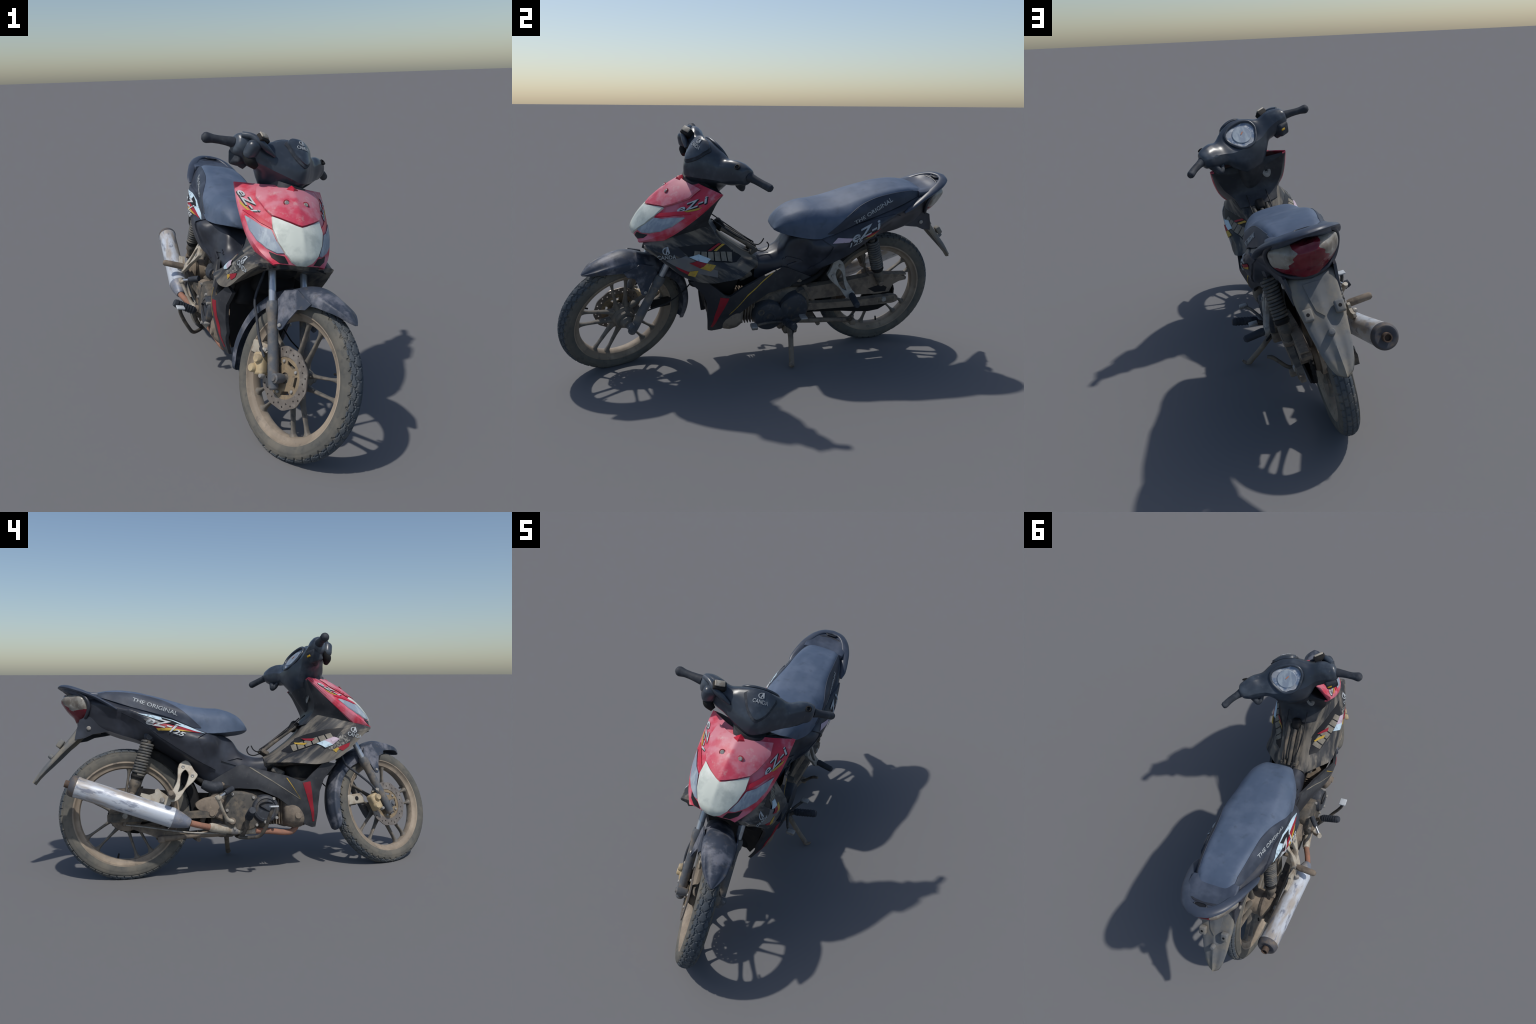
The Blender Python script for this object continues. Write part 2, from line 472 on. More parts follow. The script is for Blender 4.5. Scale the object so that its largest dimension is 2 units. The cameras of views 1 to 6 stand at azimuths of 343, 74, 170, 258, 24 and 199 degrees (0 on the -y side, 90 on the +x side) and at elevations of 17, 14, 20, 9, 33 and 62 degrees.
def lay_on(name, V2, F, to3d, direction, tree, mat, parent, lift=0.0012, thick=0.0012):
    """drop a flat figure onto a surface along direction"""
    d = Vector(direction).normalized()
    V = []
    ok = []
    last = 0.0
    for p in V2:
        q = to3d(p[0], p[1])
        start = q - d * 0.4
        hit, nor, _, dist = tree.ray_cast(start, d)
        if hit is None or abs(dist - 0.4) > 0.12:
            V.append(q)
            ok.append(False)
            continue
        if nor.dot(d) > 0:
            nor = -nor
        V.append(hit - d * lift * 0.6 + nor * lift * 0.6)
        ok.append(True)
    F = [f for f in F if all(ok[i] for i in f)]
    if not F:
        return None
    V, F = thicken(V, F, [d] * len(V), thick)
    used = sorted({i for f in F for i in f})
    remap = {u: i for i, u in enumerate(used)}
    return mesh_obj(name, [V[u] for u in used], [tuple(remap[i] for i in f) for f in F], mat, parent, None, 40)


def sticker(name, outline, side, tree, mat, parent, lift=0.0012, step=0.008, thick=0.0012):
    V, F = fill_polygon(outline, step)
    return lay_on(name, V, F, lambda a, b: Vector((side * 0.2, a, b)), (-side, 0, 0), tree, mat, parent, lift, thick)


def text_mesh(s, shear=0.0, bold=0.0):
    cu = bpy.data.curves.new("letters", 'FONT')
    cu.body = s
    cu.size = 1.0
    cu.align_x = 'CENTER'
    cu.align_y = 'CENTER'
    cu.shear = shear
    cu.offset = bold
    cu.resolution_u = 3
    ob = bpy.data.objects.new("letters", cu)
    COL.objects.link(ob)
    bpy.context.view_layer.update()
    me = bpy.data.meshes.new_from_object(ob.evaluated_get(bpy.context.evaluated_depsgraph_get()))
    bpy.data.objects.remove(ob)
    bpy.data.curves.remove(cu)
    bm = bmesh.new()
    bm.from_mesh(me)
    bpy.data.meshes.remove(me)
    bmesh.ops.triangulate(bm, faces=bm.faces)
    refine(bm, 0.5)
    bm.verts.index_update()
    V = np.array([v.co[:2] for v in bm.verts])
    F = [tuple(v.index for v in f.verts) for f in bm.faces]
    bm.free()
    w = V[:, 0].max() - V[:, 0].min()
    V[:, 0] -= (V[:, 0].max() + V[:, 0].min()) / 2
    V[:, 1] -= (V[:, 1].max() + V[:, 1].min()) / 2
    h = V[:, 1].max() - V[:, 1].min()
    return V, F, w, h


def lettering(name, s, origin, right, up, width, height, direction, tree, mat, parent, shear=0.0, bold=0.0, lift=0.002):
    """writing centred on a point, laid on a surface; right / up are unit vectors in the body frame"""
    V, F, w, h = text_mesh(s, shear, bold)
    V = V * np.array([width / w, height / h])
    o, r, u = Vector(origin), Vector(right), Vector(up)
    return lay_on(name, V, F, lambda a, b: o + r * a + u * b, direction, tree, mat, parent, lift, 0.001)


def emblem(origin, right, up, size, direction, tree, mat, parent):
    """ring-like crescent with a pointed letter in it"""
    o, r, u = Vector(origin), Vector(right), Vector(up)
    cres = []
    for i in range(15):
        a = math.radians(70 + i * 16)
        cres.append((0.62 * math.cos(a), 0.5 * math.sin(a)))
    for i in range(15):
        a = math.radians(70 + 224 - i * 16)
        cres.append((0.5 * math.cos(a) + 0.03, 0.4 * math.sin(a)))
    lay_on("emblem", *fill_polygon([(a * size, b * size) for a, b in cres], size * 0.3), lambda a, b: o + r * a + u * b, direction, tree, mat, parent, 0.002, 0.001)
    apex = [(-0.22, -0.42), (0.12, 0.55), (0.3, 0.55), (0.46, -0.3), (0.24, -0.36), (0.18, -0.05), (0.05, -0.1), (-0.06, -0.42)]
    lay_on("emblem", *fill_polygon([(a * size, b * size) for a, b in apex], size * 0.3), lambda a, b: o + r * a + u * b, direction, tree, mat, parent, 0.002, 0.001)


# ------------------------------------------------------------------ wheels
def ground_clamp(me, world, ctr, axis):
    """flatten what would sink below the ground"""
    inv = world.inverted()
    for v in me.vertices:
        w = world @ v.co
        if w.z < 0.022:                                      # tyre wall bulges over the contact patch
            k = 1 - max(0.0, w.z) / 0.022
            side = (world.to_3x3() @ (v.co - ctr)).dot(axis)
            w += axis * (math.copysign(1, side) * 0.007 * k)
            w.z = max(w.z, 0.0)
            v.co = inv @ w


def tyre(parent, R, h, w, mtx, style, name="tyre"):
    na, nc = 1080, 44
    rc = R - h
    V, F = [], []
    half = math.radians(122)
    for i in range(na):
        a = 2 * math.pi * i / na
        for j in range(nc):
            f = -half + 2 * half * j / (nc - 1)
            s = f / half                                      # -1..1 across
            depth = 0.0
            g = 0.0
            if style == 'blocks':
                if abs(s) < 0.46:
                    zone = int((s + 0.46) / 0.92 * 4)
                    zl = (s + 0.46) / 0.92 * 4 - zone
                    pitch = (a * 54 / (2 * math.pi) + (zone % 2) * 0.5 + 0.12 * (zl - .5)) % 1.0
                    g = 1.0 if pitch < 0.17 or zl < 0.13 else 0.0
            else:
                if abs(s) < 0.5:
                    t = abs(s) / 0.5
                    pitch = (a * 44 / (2 * math.pi) + 0.8 * t) % 1.0
                    g = 1.0 if pitch < 0.15 else 0.0
                    zig = 0.09 * math.sin(a * 44)
                    if abs(t - 0.36 + zig) < 0.055 or abs(t - 0.76 - zig) < 0.05:
                        g = 1.0
            depth = 0.004 * g
            if abs(abs(s) - 0.62) < 0.02 or abs(abs(s) - 0.93) < 0.02:
                depth += 0.0012
            hh, ww = h - depth, w - depth
            r = rc + hh * math.cos(f)
            x = ww * math.sin(f)
            V.append((x, r * math.cos(a), r * math.sin(a)))
    for i in range(na):
        d = (i + 1) % na
        for j in range(nc - 1):
            F.append((i * nc + j, d * nc + j, d * nc + j + 1, i * nc + j + 1))
        F.append((i * nc + nc - 1, d * nc + nc - 1, d * nc, i * nc))
    ob = mesh_obj(name, V, F, None, parent, mtx, 30, mats=['tyre', 'tread'])
    # tread crown gets the greyer rubber
    ctr, ax = mtx.translation, (mtx.to_3x3() @ Vector((1, 0, 0))).normalized()
    ground_clamp(ob.data, BODY, ctr, BODY.to_3x3() @ ax)
    for p in ob.data.polygons:
        d = Vector(p.center) - ctr
        x = d.dot(ax)
        r = (d - ax * x).length
        if r > rc + h * 0.62:
            p.material_index = 1
    return ob


def wheel(name, mtx, R, rg, w, h, first_angle, style):
    g = group(name)
    tyre(g, R, h, w, mtx, style)
    b = 0.031
    prof = [(-b, rg + .004), (-b - .003, rg + .001), (-b - .003, rg - .006), (-b + .004, rg - .011), (-.022, rg - .017), (-.0195, rg - .028), (-.012, rg - .032), (0, rg - .033)]
    full = prof + [(-a, r) for a, r in reversed(prof[:-1])] + [(b - .006, rg - .004), (0, rg - .014), (-b + .006, rg - .004)]
    lathe("rim", full, 'rim', g, mtx, 128, 'X', closed=True)
    # one spoke blade, reused ten times
    rin, rout = 0.040, rg - 0.030
    secs = []
    for t, wd, th in ((0, .015, .018), (.12, .0115, .016), (.3, .0072, .0125), (.6, .0054, .0105), (.82, .0058, .010), (.93, .0098, .0115), (1.0, .02, .0145)):
        r = rin + (rout - rin) * t
        secs.append([(th, -wd * .55, r), (th * .55, -wd, r), (-th * .55, -wd, r), (-th, -wd * .55, r), (-th, wd * .55, r), (-th * .55, wd, r), (th * .55, wd, r), (th, wd * .55, r)])
    G = skin_points(secs, 16, 22, closed=True)
    V = G.reshape(-1, 3)
    F = grid_faces(22, 16, True) + [tuple(range(16)), tuple(range(21 * 16, 22 * 16))]
    first = None
    for k in range(5):
        for s in (-1, 1):
            ang = math.radians(first_angle + 72 * k)
            # base point beside the pair's centre line, nearly parallel blades that open slightly
            m = mtx @ Matrix.Rotation(ang - math.pi / 2, 4, 'X') @ Matrix.Translation((0, s * 0.0165, 0)) @ Matrix.Rotation(-s * math.radians(5.2), 4, 'X')
            if first is None:
                first = mesh_obj("spoke", V, F, 'spoke', g, None, 50)
                first.matrix_local = m
            else:
                o = first.copy()
                COL.objects.link(o)
                o.matrix_local = m
    return g


front = wheel("wheel", STEERED, 0.297, 0.2396, 0.0405, 0.0385, 94.5, 'chevron')
rear = wheel("wheel", REAR, 0.3085, 0.2455, 0.0385, 0.042, 33.0, 'blocks')
lathe("hub", [(-.052, .02), (-.052, .034), (-.04, .042), (-.026, .046), (-.02, .056), (0, .058), (.02, .056), (.028, .046), (.046, .043), (.05, .03), (.06, .028), (.06, .014)], 'spoke', front, STEERED, 48)
lathe("hub", [(-.062, .02), (-.062, .056), (-.056, .064), (-.02, .068), (.0, .062), (.02, .068), (.03, .066), (.034, .05), (.05, .045), (.052, .02)], 'rim', rear, REAR, 48)
cylinder("valve_stem", (0, .216 * math.cos(-1.35), .216 * math.sin(-1.35)), (0, .19 * math.cos(-1.35), .19 * math.sin(-1.35)), [(0, .005), (1, .004)], 'dark', rear, REAR, 10)
cylinder("valve_stem", (0, -.182, .104), (0, -.16, .092), [(0, .005), (1, .004)], 'dark', front, STEERED, 10)


def flat_ring(name, outer, holes, x, thick, mat, parent, mtx):
    """flat plate in the wheel plane with real holes"""
    cu = bpy.data.curves.new(name, 'CURVE')
    cu.dimensions = '2D'
    cu.fill_mode = 'BOTH'
    cu.extrude = thick / 2
    for pts in [outer] + holes:
        sp = cu.splines.new('POLY')
        sp.points.add(len(pts) - 1)
        for p, (a, b) in zip(sp.points, pts):
            p.co = (a, b, 0, 1)
        sp.use_cyclic_u = True
    ob = bpy.data.objects.new(name, cu)
    COL.objects.link(ob)
    bpy.context.view_layer.update()
    me = bpy.data.meshes.new_from_object(ob.evaluated_get(bpy.context.evaluated_depsgraph_get()))
    bpy.data.objects.remove(ob)
    # curve plane (u, v, w) -> wheel (x = w, y = u, z = v)
    me.transform(mtx @ Matrix.Translation((x, 0, 0)) @ Matrix(((0, 0, 1, 0), (1, 0, 0, 0), (0, 1, 0, 0), (0, 0, 0, 1))))
    me.materials.clear()
    me.materials.append(M[mat])
    return finish(name, me, parent, 30)


def circ(r, n=64, c=(0, 0), wave=0.0, k=0, ph=0.0):
    return [(c[0] + (r + wave * math.cos(k * 2 * math.pi * i / n)) * math.cos(2 * math.pi * i / n + ph), c[1] + (r + wave * math.cos(k * 2 * math.pi * i / n)) * math.sin(2 * math.pi * i / n + ph)) for i in range(n)]


holes = [circ(.076, 72)]
for i in range(30):
    t = 2 * math.pi * i / 30
    holes.append(circ(.0038, 8, ((.103 if i % 2 else .092) * math.cos(t), (.103 if i % 2 else .092) * math.sin(t))))
flat_ring("brake_disc", circ(.113, 180, wave=.0018, k=10), holes, -.058, .005, 'disc', front, STEERED)
cut = []
for k in range(5):
    t = 2 * math.pi * k / 5 + .5
    cut.append([((.064 if j in (1, 2) else .05) * math.cos(t + d), (.064 if j in (1, 2) else .05) * math.sin(t + d)) for j, d in enumerate((-.33, -.36, .36, .33))])
flat_ring("disc_carrier", circ(.079, 90, wave=.002, k=5), cut + [circ(.02, 24)], -.055, .006, 'carrier', front, STEERED)
bolt0 = None
for k in range(5):
    t = 2 * math.pi * k / 5 + .5 + .63
    m = STEERED @ Matrix.Translation((-.058, .06 * math.cos(t), .06 * math.sin(t)))
    if bolt0 is None:
        bolt0 = lathe("disc_bolt", [(-.006, .0), (-.006, .005), (-.004, .0065), (.002, .0065)], 'bolt', front, None, 10)
        bolt0.matrix_local = m
    else:
        o = bolt0.copy(); COL.objects.link(o); o.matrix_local = m
# rear sprocket with teeth, drum plate
flat_ring("sprocket", circ(.088, 216, wave=.0035, k=36), [circ(.03, 32)], .062, .006, 'dark', rear, REAR)
lathe("brake_drum_plate", [(-.096, .012), (-.096, .03), (-.084, .055), (-.076, .076), (-.066, .079), (-.05, .07)], 'mud', rear, REAR, 40)

# ------------------------------------------------------------------ front fork (steered)
fork = group("front_fork")
fd = Vector((0, .145, .290)).normalized()
for s in (-1, 1):
    b = Vector((s * .085, .008, -.052))
    def fp(t):
        return b + fd * t
    cylinder("fork_slider", fp(0), fp(.322), [(0, .012), (.02, .018), (.1, .0205), (.2, .021), (.75, .0195), (.84, .0205), (.88, .025), (.96, .025), (1, .02)], 'fork', fork, STEERED, 24)
    cylinder("fork_tube", fp(.31), fp(.56), [(0, .0145), (1, .0145)], 'chrome', fork, STEERED, 20)
    cylinder("axle_clamp", (s * .06, .006, -.004), (s * .112, .006, -.004), [(0, .016), (.5, .02), (.85, .018), (.9, .012), (1, .010)], 'fork', fork, STEERED, 20)
cylinder("axle", (-.1, 0, 0), (.1, 0, 0), [(0, .009), (1, .009)], 'steel', fork, STEERED, 16)
box("fork_yoke", (0, .22, .405), (.22, .07, .035), 'dark', fork, STEERED, .01, Matrix.Rotation(-RAKE, 4, 'X'))
# speed sensor on the left
cylinder("speed_sensor", (.05, -.002, .002), (.082, -.002, .002), [(0, .03), (.5, .03), (.7, .024), (1, .02)], 'spoke', fork, STEERED, 28)
# caliper
cal = box("brake_caliper", (-.085, .108, .006), (.046, .05, .085), 'gold', fork, STEERED, .012, Matrix.Rotation(math.radians(-24), 4, 'X'))
for dy, dz, r in ((.0, .022, .017), (.012, -.02, .017)):
    cylinder("caliper_piston", (-.105, .108 + dy, .004 + dz), (-.122, .108 + dy, .004 + dz), [(0, r), (.6, r), (1, r * .75)], 'gold', cal, STEERED, 20)
box("caliper_bracket", (-.072, .062, .01), (.016, .06, .05), 'dark', cal, STEERED, .006)
cylinder("caliper_bolt", (-.108, .075, -.028), (-.09, .075, -.028), [(0, .007), (.4, .01), (1, .01)], 'bolt', cal, STEERED, 12)
cylinder("caliper_bolt", (-.105, .092, .068), (-.08, .092, .068), [(0, .006), (.4, .009), (1, .009)], 'bolt', cal, STEERED, 12)
tube("caliper_pin", [(-.09, .12, .058), (-.1, .105, .066), (-.095, .085, .06)], .006, 'bracket', cal, STEERED, 12, 10)
# bracket behind the caliper (holds the rear of the fender)
box("fender_stay", (-.03, .185, .032), (.012, .105, .052), 'bracket', fork, STEERED, .006, Matrix.Rotation(math.radians(-6), 4, 'X'))
cylinder("stay_hole", (-.038, .18, .034), (-.034, .18, .034), [(0, .011), (1, .011)], 'ink', fork, STEERED, 16)
box("fender_stay", (.03, .185, .032), (.012, .105, .052), 'dark', fork, STEERED, .006, Matrix.Rotation(math.radians(-6), 4, 'X'))
tube("brake_hose", [(-.1, .09, .04), (-.106, .13, .085), (-.09, .2, .15), (-.075, .255, .2), (-.06, .27, .3), (-.04, .28, .4)], .0055, 'rubber', fork, STEERED, 40, 10)
tube("speedometer_cable", [(.07, .02, .02), (.09, .09, .06), (.1, .18, .08), (.1, .27, .13), (.09, .33, .2), (.06, .33, .32)], .0032, 'ink', fork, STEERED, 40, 8)

# ------------------------------------------------------------------ front fender (steered)
fen = None
secs = []
for deg, R, hw, drop in ((123, .338, .004, .002), (120, .339, .02, .01), (114, .342, .042, .022), (105, .342, .056, .04), (96, .345, .064, .056), (88, .347, .069, .072), (80, .341, .071, .080), (70, .330, .068, .08), (58, .332, .060, .07), (45, .337, .053, .055), (30, .340, .048, .046), (12, .341, .046, .04), (-4, .340, .045, .036), (-14, .336, .040, .03), (-19, .336, .03, .02), (-20.5, .333, .012, .008)):
    a = math.radians(deg)
    c, s_ = math.cos(a), math.sin(a)
    row = []
    for x, d in ((0, 0), (.35, .003), (.7, .012), (.92, .35), (1.0, 1.0)):
        dd = drop * d if d > .1 else d * hw / .06
        r = R - dd
        row.append((hw * x, r * c, r * s_))
    secs.append(row)
G = skin_points(secs, 14, 90)
Lh = G[:, ::-1][:, :-1] * np.array([-1, 1, 1])
G = np.concatenate([Lh, G], axis=1)
nv, nu = G.shape[:2]
V = G.reshape(-1, 3)
D = [Vector((-v[0] * .6, -v[1], -v[2])).normalized() for v in V]
V, F = thicken(V, grid_faces(nv, nu), D, .004)
fen = mesh_obj("front_fender", V, F, 'fender', None, STEERED, 45)
for s in (-1, 1):
    out = [(-.02, .29), (-.005, .262), (.028, .25), (.046, .205), (.056, .165), (.066, .155), (.08, .158), (.095, .19), (.115, .225), (.135, .25), (.12, .29), (.06, .315)]
    f = Rbf([(-.02, .29, .07), (.06, .315, .073), (.135, .25, .079), (.04, .25, .078), (.075, .165, .092), (.1, .2, .088)])
    V2, F2 = fill_polygon(out, .02)
    V = [Vector((s * f(y, z), y, z)) for y, z, _ in V2]
    V, F2 = thicken(V, F2, [Vector((-s, 0, 0))] * len(V), .006)
    mesh_obj("fender_flap", V, F2, 'fender', fen, STEERED, 40)
    lathe("fender_bolt", [(0, .0), (0, .008), (-.004 * -s, .006), (-.005 * -s, .001)], 'bolt', fen, STEERED @ Matrix.Translation((s * .094, .072, .172)), 14)

# ------------------------------------------------------------------ handlebar (steered)
bar = group("handlebar")
rings = [
    (.243, [(.450, .742), (.450, .750), (.453, .757), (.458, .761), (.463, .763), (.468, .762), (.474, .757), (.476, .750), (.473, .742), (.466, .737), (.457, .737)]),
    (.234, [(.424, .735), (.422, .755), (.429, .772), (.440, .782), (.452, .785), (.466, .780), (.479, .768), (.485, .75), (.478, .727), (.457, .713), (.435, .719)]),
    (.205, [(.408, .725), (.405, .755), (.413, .780), (.428, .793), (.443, .796), (.462, .790), (.480, .772), (.491, .748), (.482, .715), (.455, .698), (.425, .705)]),
    (.165, [(.385, .705), (.383, .740), (.390, .772), (.405, .790), (.422, .797), (.444, .793), (.465, .773), (.483, .742), (.472, .702), (.440, .680), (.405, .688)]),
    (.120, [(.358, .697), (.360, .730), (.370, .758), (.386, .778), (.405, .787), (.430, .783), (.452, .763), (.475, .728), (.465, .690), (.430, .670), (.380, .680)]),
    (.085, [(.333, .690), (.336, .728), (.350, .760), (.370, .789), (.396, .804), (.425, .795), (.446, .763), (.480, .714), (.468, .655), (.435, .628), (.370, .660)]),
    (.045, [(.306, .683), (.307, .722), (.322, .758), (.352, .797), (.386, .821), (.416, .808), (.424, .772), (.487, .709), (.475, .635), (.445, .594), (.355, .630)]),
    (0.0, [(.289, .676), (.287, .720), (.300, .755), (.340, .800), (.381, .829), (.415, .812), (.424, .768), (.492, .709), (.478, .630), (.445, .588), (.350, .610)])]
secs = [[(x, y, z) for y, z in r] for x, r in rings] + [[(-x, y, z) for y, z in r] for x, r in reversed(rings[:-1])]
cowl = loft_ring("handlebar_cowl", secs, 60, 90, 'cowl', bar, STEERED, crease_u=(0, 2, 5, 7), smooth=32, wobble=0.0010)
# steering column cover
loft_ring("steering_column", [[(-.055, .31, .66), (.055, .31, .66), (.07, .38, .66), (.055, .47, .66), (-.055, .47, .66), (-.07, .38, .66)],
                              [(-.05, .29, .58), (.05, .29, .58), (.068, .36, .58), (.055, .435, .585), (-.055, .435, .585), (-.068, .36, .58)],
                              [(-.045, .25, .46), (.045, .25, .46), (.06, .3, .46), (.045, .35, .46), (-.045, .35, .46), (-.06, .3, .46)]], 36, 14, 'black', bar, STEERED)
for s in (-1, 1):
    e_ = .337 if s > 0 else .350
    pts = [(s * .236, .461, .749), (s * .262, .471, .746), (s * .3, .488, .740), (s * (e_ - .012), .503, .734), (s * e_, .508, .7315)]
    rad = [.022, .0185, .0165, .016, .0165, .017, .0165, .012] if s > 0 else [.021, .0195, .0175, .016, .0165, .021, .018, .009]
    tube("grip", pts, rad, 'rubber', bar, STEERED, 40, 18)
# speedometer: recessed face with a hood
f_o = STEERED @ Matrix.Translation((0, .462, .762))
face_n = Vector((0, .80, .60)).normalized()
face_u = Vector((0, -.60, .80)).normalized()
face_x = Vector((-1, 0, 0))
T_face = Matrix((( -1, face_u.x, face_n.x, 0), (0, face_u.y, face_n.y, .4465), (0, face_u.z, face_n.z, .757), (0, 0, 0, 1)))
shape = [(-.076, .012), (-.068, .042), (-.040, .060), (0, .066), (.040, .060), (.068, .042), (.076, .012), (.060, -.024), (.032, -.056), (0, -.064), (-.032, -.056), (-.060, -.024)]
sh = hermite([(a, b, 0) for a, b in shape], 60, True)
V, F = fill_polygon([(a, b) for a, b, _ in sh], .03)
V = [Vector((a, b, .004)) for a, b, _ in V]
V, F = thicken(V, F, [Vector((0, 0, -1))] * len(V), .02)
gauge = mesh_obj("instrument_panel", V, F, 'dial', bar, STEERED @ T_face, 40)
lathe("speedometer_dial", [(0, .001), (0, .036), (.003, .038), (.005, .036), (.005, .001)], 'indicator', gauge, STEERED @ T_face @ Matrix.Translation((0, .004, .003)) @ Matrix.Diagonal((1.25, 1.15, 1, 1)), 40, 'Z')
box("speedometer_needle", (0.004, .01, .0095), (.018, .004, .002), 'orange', gauge, STEERED @ T_face, 0, Matrix.Rotation(.5, 4, 'Z'))
hood = []
hr = []
for i in range(41):
    p = sh[i * 60 // 40 % 60]
    hood.append((p[0] * 1.03, p[1] * 1.02 + .001, .005 + .005 * max(0, p[1] / .066)))
tube("instrument_hood", hood, .0065, 'cowl', gauge, STEERED @ T_face, 41, 10, smooth_path=False)
# raised windscreen panel on the nose of the cowl
tc = tree_of(cowl)
nose = [(-.056, .030), (-.044, .043), (0, .050), (.044, .043), (.056, .030), (.050, .004), (.024, -.046), (0, -.064), (-.024, -.046), (-.050, .004)]
nz = hermite([(a, b, 0) for a, b in nose], 40, True)
V, F = fill_polygon([(a, b) for a, b, _ in nz], .012)
n_o = Vector((0, .338, .795))
n_u = Vector((0, .62, .78)).normalized()
n_d = Vector((0, .78, -.62)).normalized()
R3 = STEERED.to_3x3()
scr = lay_on("nose_panel", V, F, lambda a, b: STEERED @ (n_o + n_u * b + Vector((-a, 0, 0))), R3 @ n_d, tc, 'cowl', bar, .009, .010)
groove = hermite([(a * 1.2, b * .86 if b > 0 else b * 1.2, 0) for a, b in nose], 40, True)
lay_on("nose_frame", *fill_polygon([(a, b) for a, b, _ in groove], .012), lambda a, b: STEERED @ (n_o + n_u * b + Vector((-a, 0, 0))), R3 @ n_d, tc, 'rubber', bar, .004, .004)
ts = tree_of(scr)
lettering("lettering", "CANDA", STEERED @ (n_o + n_u * .006), R3 @ Vector((1, 0, 0)), R3 @ n_u, .062, .016, R3 @ n_d, ts, 'lettering', scr, bold=.01)
emblem(STEERED @ (n_o + n_u * .030), R3 @ Vector((1, 0, 0)), R3 @ n_u, .024, R3 @ n_d, ts, 'lettering', scr)
# right: brake fluid reservoir and mirror boss, switch gear; left: mirror hole, lever stub
box("master_cylinder", (-.198, .388, .742), (.055, .05, .075), 'cowl', bar, STEERED, .022, Matrix.Rotation(math.radians(12), 4, 'Z') @ Matrix.Rotation(math.radians(15), 4, 'X'))
box("brake_reservoir", (-.168, .385, .79), (.055, .035, .03), 'dark', bar, STEERED, .006, Matrix.Rotation(math.radians(14), 4, 'Z') @ Matrix.Rotation(math.radians(38), 4, 'X'))
box("reservoir_cap", (-.168, .380, .807), (.042, .024, .008), 'bracket', bar, STEERED, .003, Matrix.Rotation(math.radians(14), 4, 'Z') @ Matrix.Rotation(math.radians(38), 4, 'X'))
tube("reservoir_guard", [(-.228, .432, .786), (-.205, .402, .79), (-.182, .376, .778), (-.145, .362, .760), (-.11, .352, .745)], [.012, .012, .014, .013, .006], 'cowl', bar, STEERED, 24, 10)
tube("brake_lever_stub", [(-.2, .41, .73), (-.19, .385, .70), (-.165, .375, .685)], [.02, .022, .012], 'dark', bar, STEERED, 14, 12)
tube("switch_housing", [(-.20, .45, .715), (-.185, .455, .69), (-.165, .44, .672)], [.026, .024, .012], 'rubber', bar, STEERED, 14, 12)
box("switch_block", (-.196, .463, .702), (.058, .056, .062), 'rubber', bar, STEERED, .012, Matrix.Rotation(math.radians(14), 4, 'Z') @ Matrix.Rotation(math.radians(-20), 4, 'X'))
box("switch_button", (-.190, .494, .700), (.02, .006, .01), 'amber', bar, STEERED, .002, Matrix.Rotation(.2, 4, 'Z'))
lathe("mirror_socket", [(0, .004), (0, .012), (.006, .014), (.008, .009), (.002, .006)], 'dark', bar, STEERED @ Matrix.Translation((.205, .418, .784)) @ Matrix.Rotation(.7, 4, 'X'), 20, 'Z')
tube("lever_stub", [(.2, .45, .71), (.188, .46, .685), (.18, .47, .665), (.165, .462, .672), (.15, .45, .69)], [.02, .018, .012, .012, .008], 'rubber', bar, STEERED, 18, 12)

# ------------------------------------------------------------------ front mask
mask_rows = [
    [(0, -.417, .942), (.05, -.393, .938), (.10, -.362, .931), (.15, -.325, .925), (.188, -.296, .920)],
    [(0, -.463, .918), (.05, -.447, .912), (.10, -.418, .905), (.15, -.375, .896), (.188, -.335, .890)],
    [(0, -.525, .876), (.05, -.506, .875), (.10, -.475, .868), (.15, -.427, .855), (.186, -.385, .848)],
    [(0, -.583, .824), (.05, -.562, .828), (.10, -.525, .828), (.145, -.487, .818), (.180, -.44, .805)],
    [(0, -.622, .785), (.05, -.603, .788), (.10, -.566, .793), (.138, -.532, .783), (.170, -.495, .765)],
    [(0, -.648, .745), (.045, -.634, .748), (.088, -.606, .752), (.125, -.574, .746), (.155, -.542, .735)],
    [(0, -.660, .712), (.038, -.652, .714), (.073, -.633, .718), (.105, -.606, .716), (.135, -.585, .71)],
    [(0, -.654, .690), (.03, -.650, .690), (.06, -.644, .689), (.085, -.638, .687), (.100, -.638, .684)]]
mask_x = 0.0
G = skin_points(mask_rows, 30, 60)
# side flange that turns back behind the edge
Fl = []
for i in range(60):
    e = G[i, -1]
    t = i / 59
    k = .005 + .026 * t * (1 - max(0, t - .8) * 4.9)
    Fl.append([e + np.array([.001, .4 * k, -.35 * k]), e + np.array([-.004, .95 * k, -.75 * k]), e + np.array([-.016, 1.15 * k, -.85 * k])])
G = np.concatenate([G, np.array(Fl)], axis=1)
Lh = G[:, ::-1][:, :-1] * np.array([-1, 1, 1])
G = np.concatenate([Lh, G], axis=1) + np.array([mask_x, 0, 0])
nv, nu = G.shape[:2]
V = G.reshape(-1, 3)
D = [Vector((-v[0] * .5, .75, -.45)).normalized() for v in V]
V, F = thicken(V, grid_faces(nv, nu), D, .006)
mask = mesh_obj("front_mask", V, F, 'redside', None, None, 38)
tm = tree_of(mask)
md = Vector((0, .80, -.60)).normalized()                  # looking straight at the mask
mu = Vector((0, .60, .80)).normalized()
mo = Vector((mask_x, -.55, .80))


def mask_uv(p):
    """body point -> flat mask coordinates"""
    d = Vector(p) - Vector((0, -.55, .80))
    return d.x, d.dot(mu)


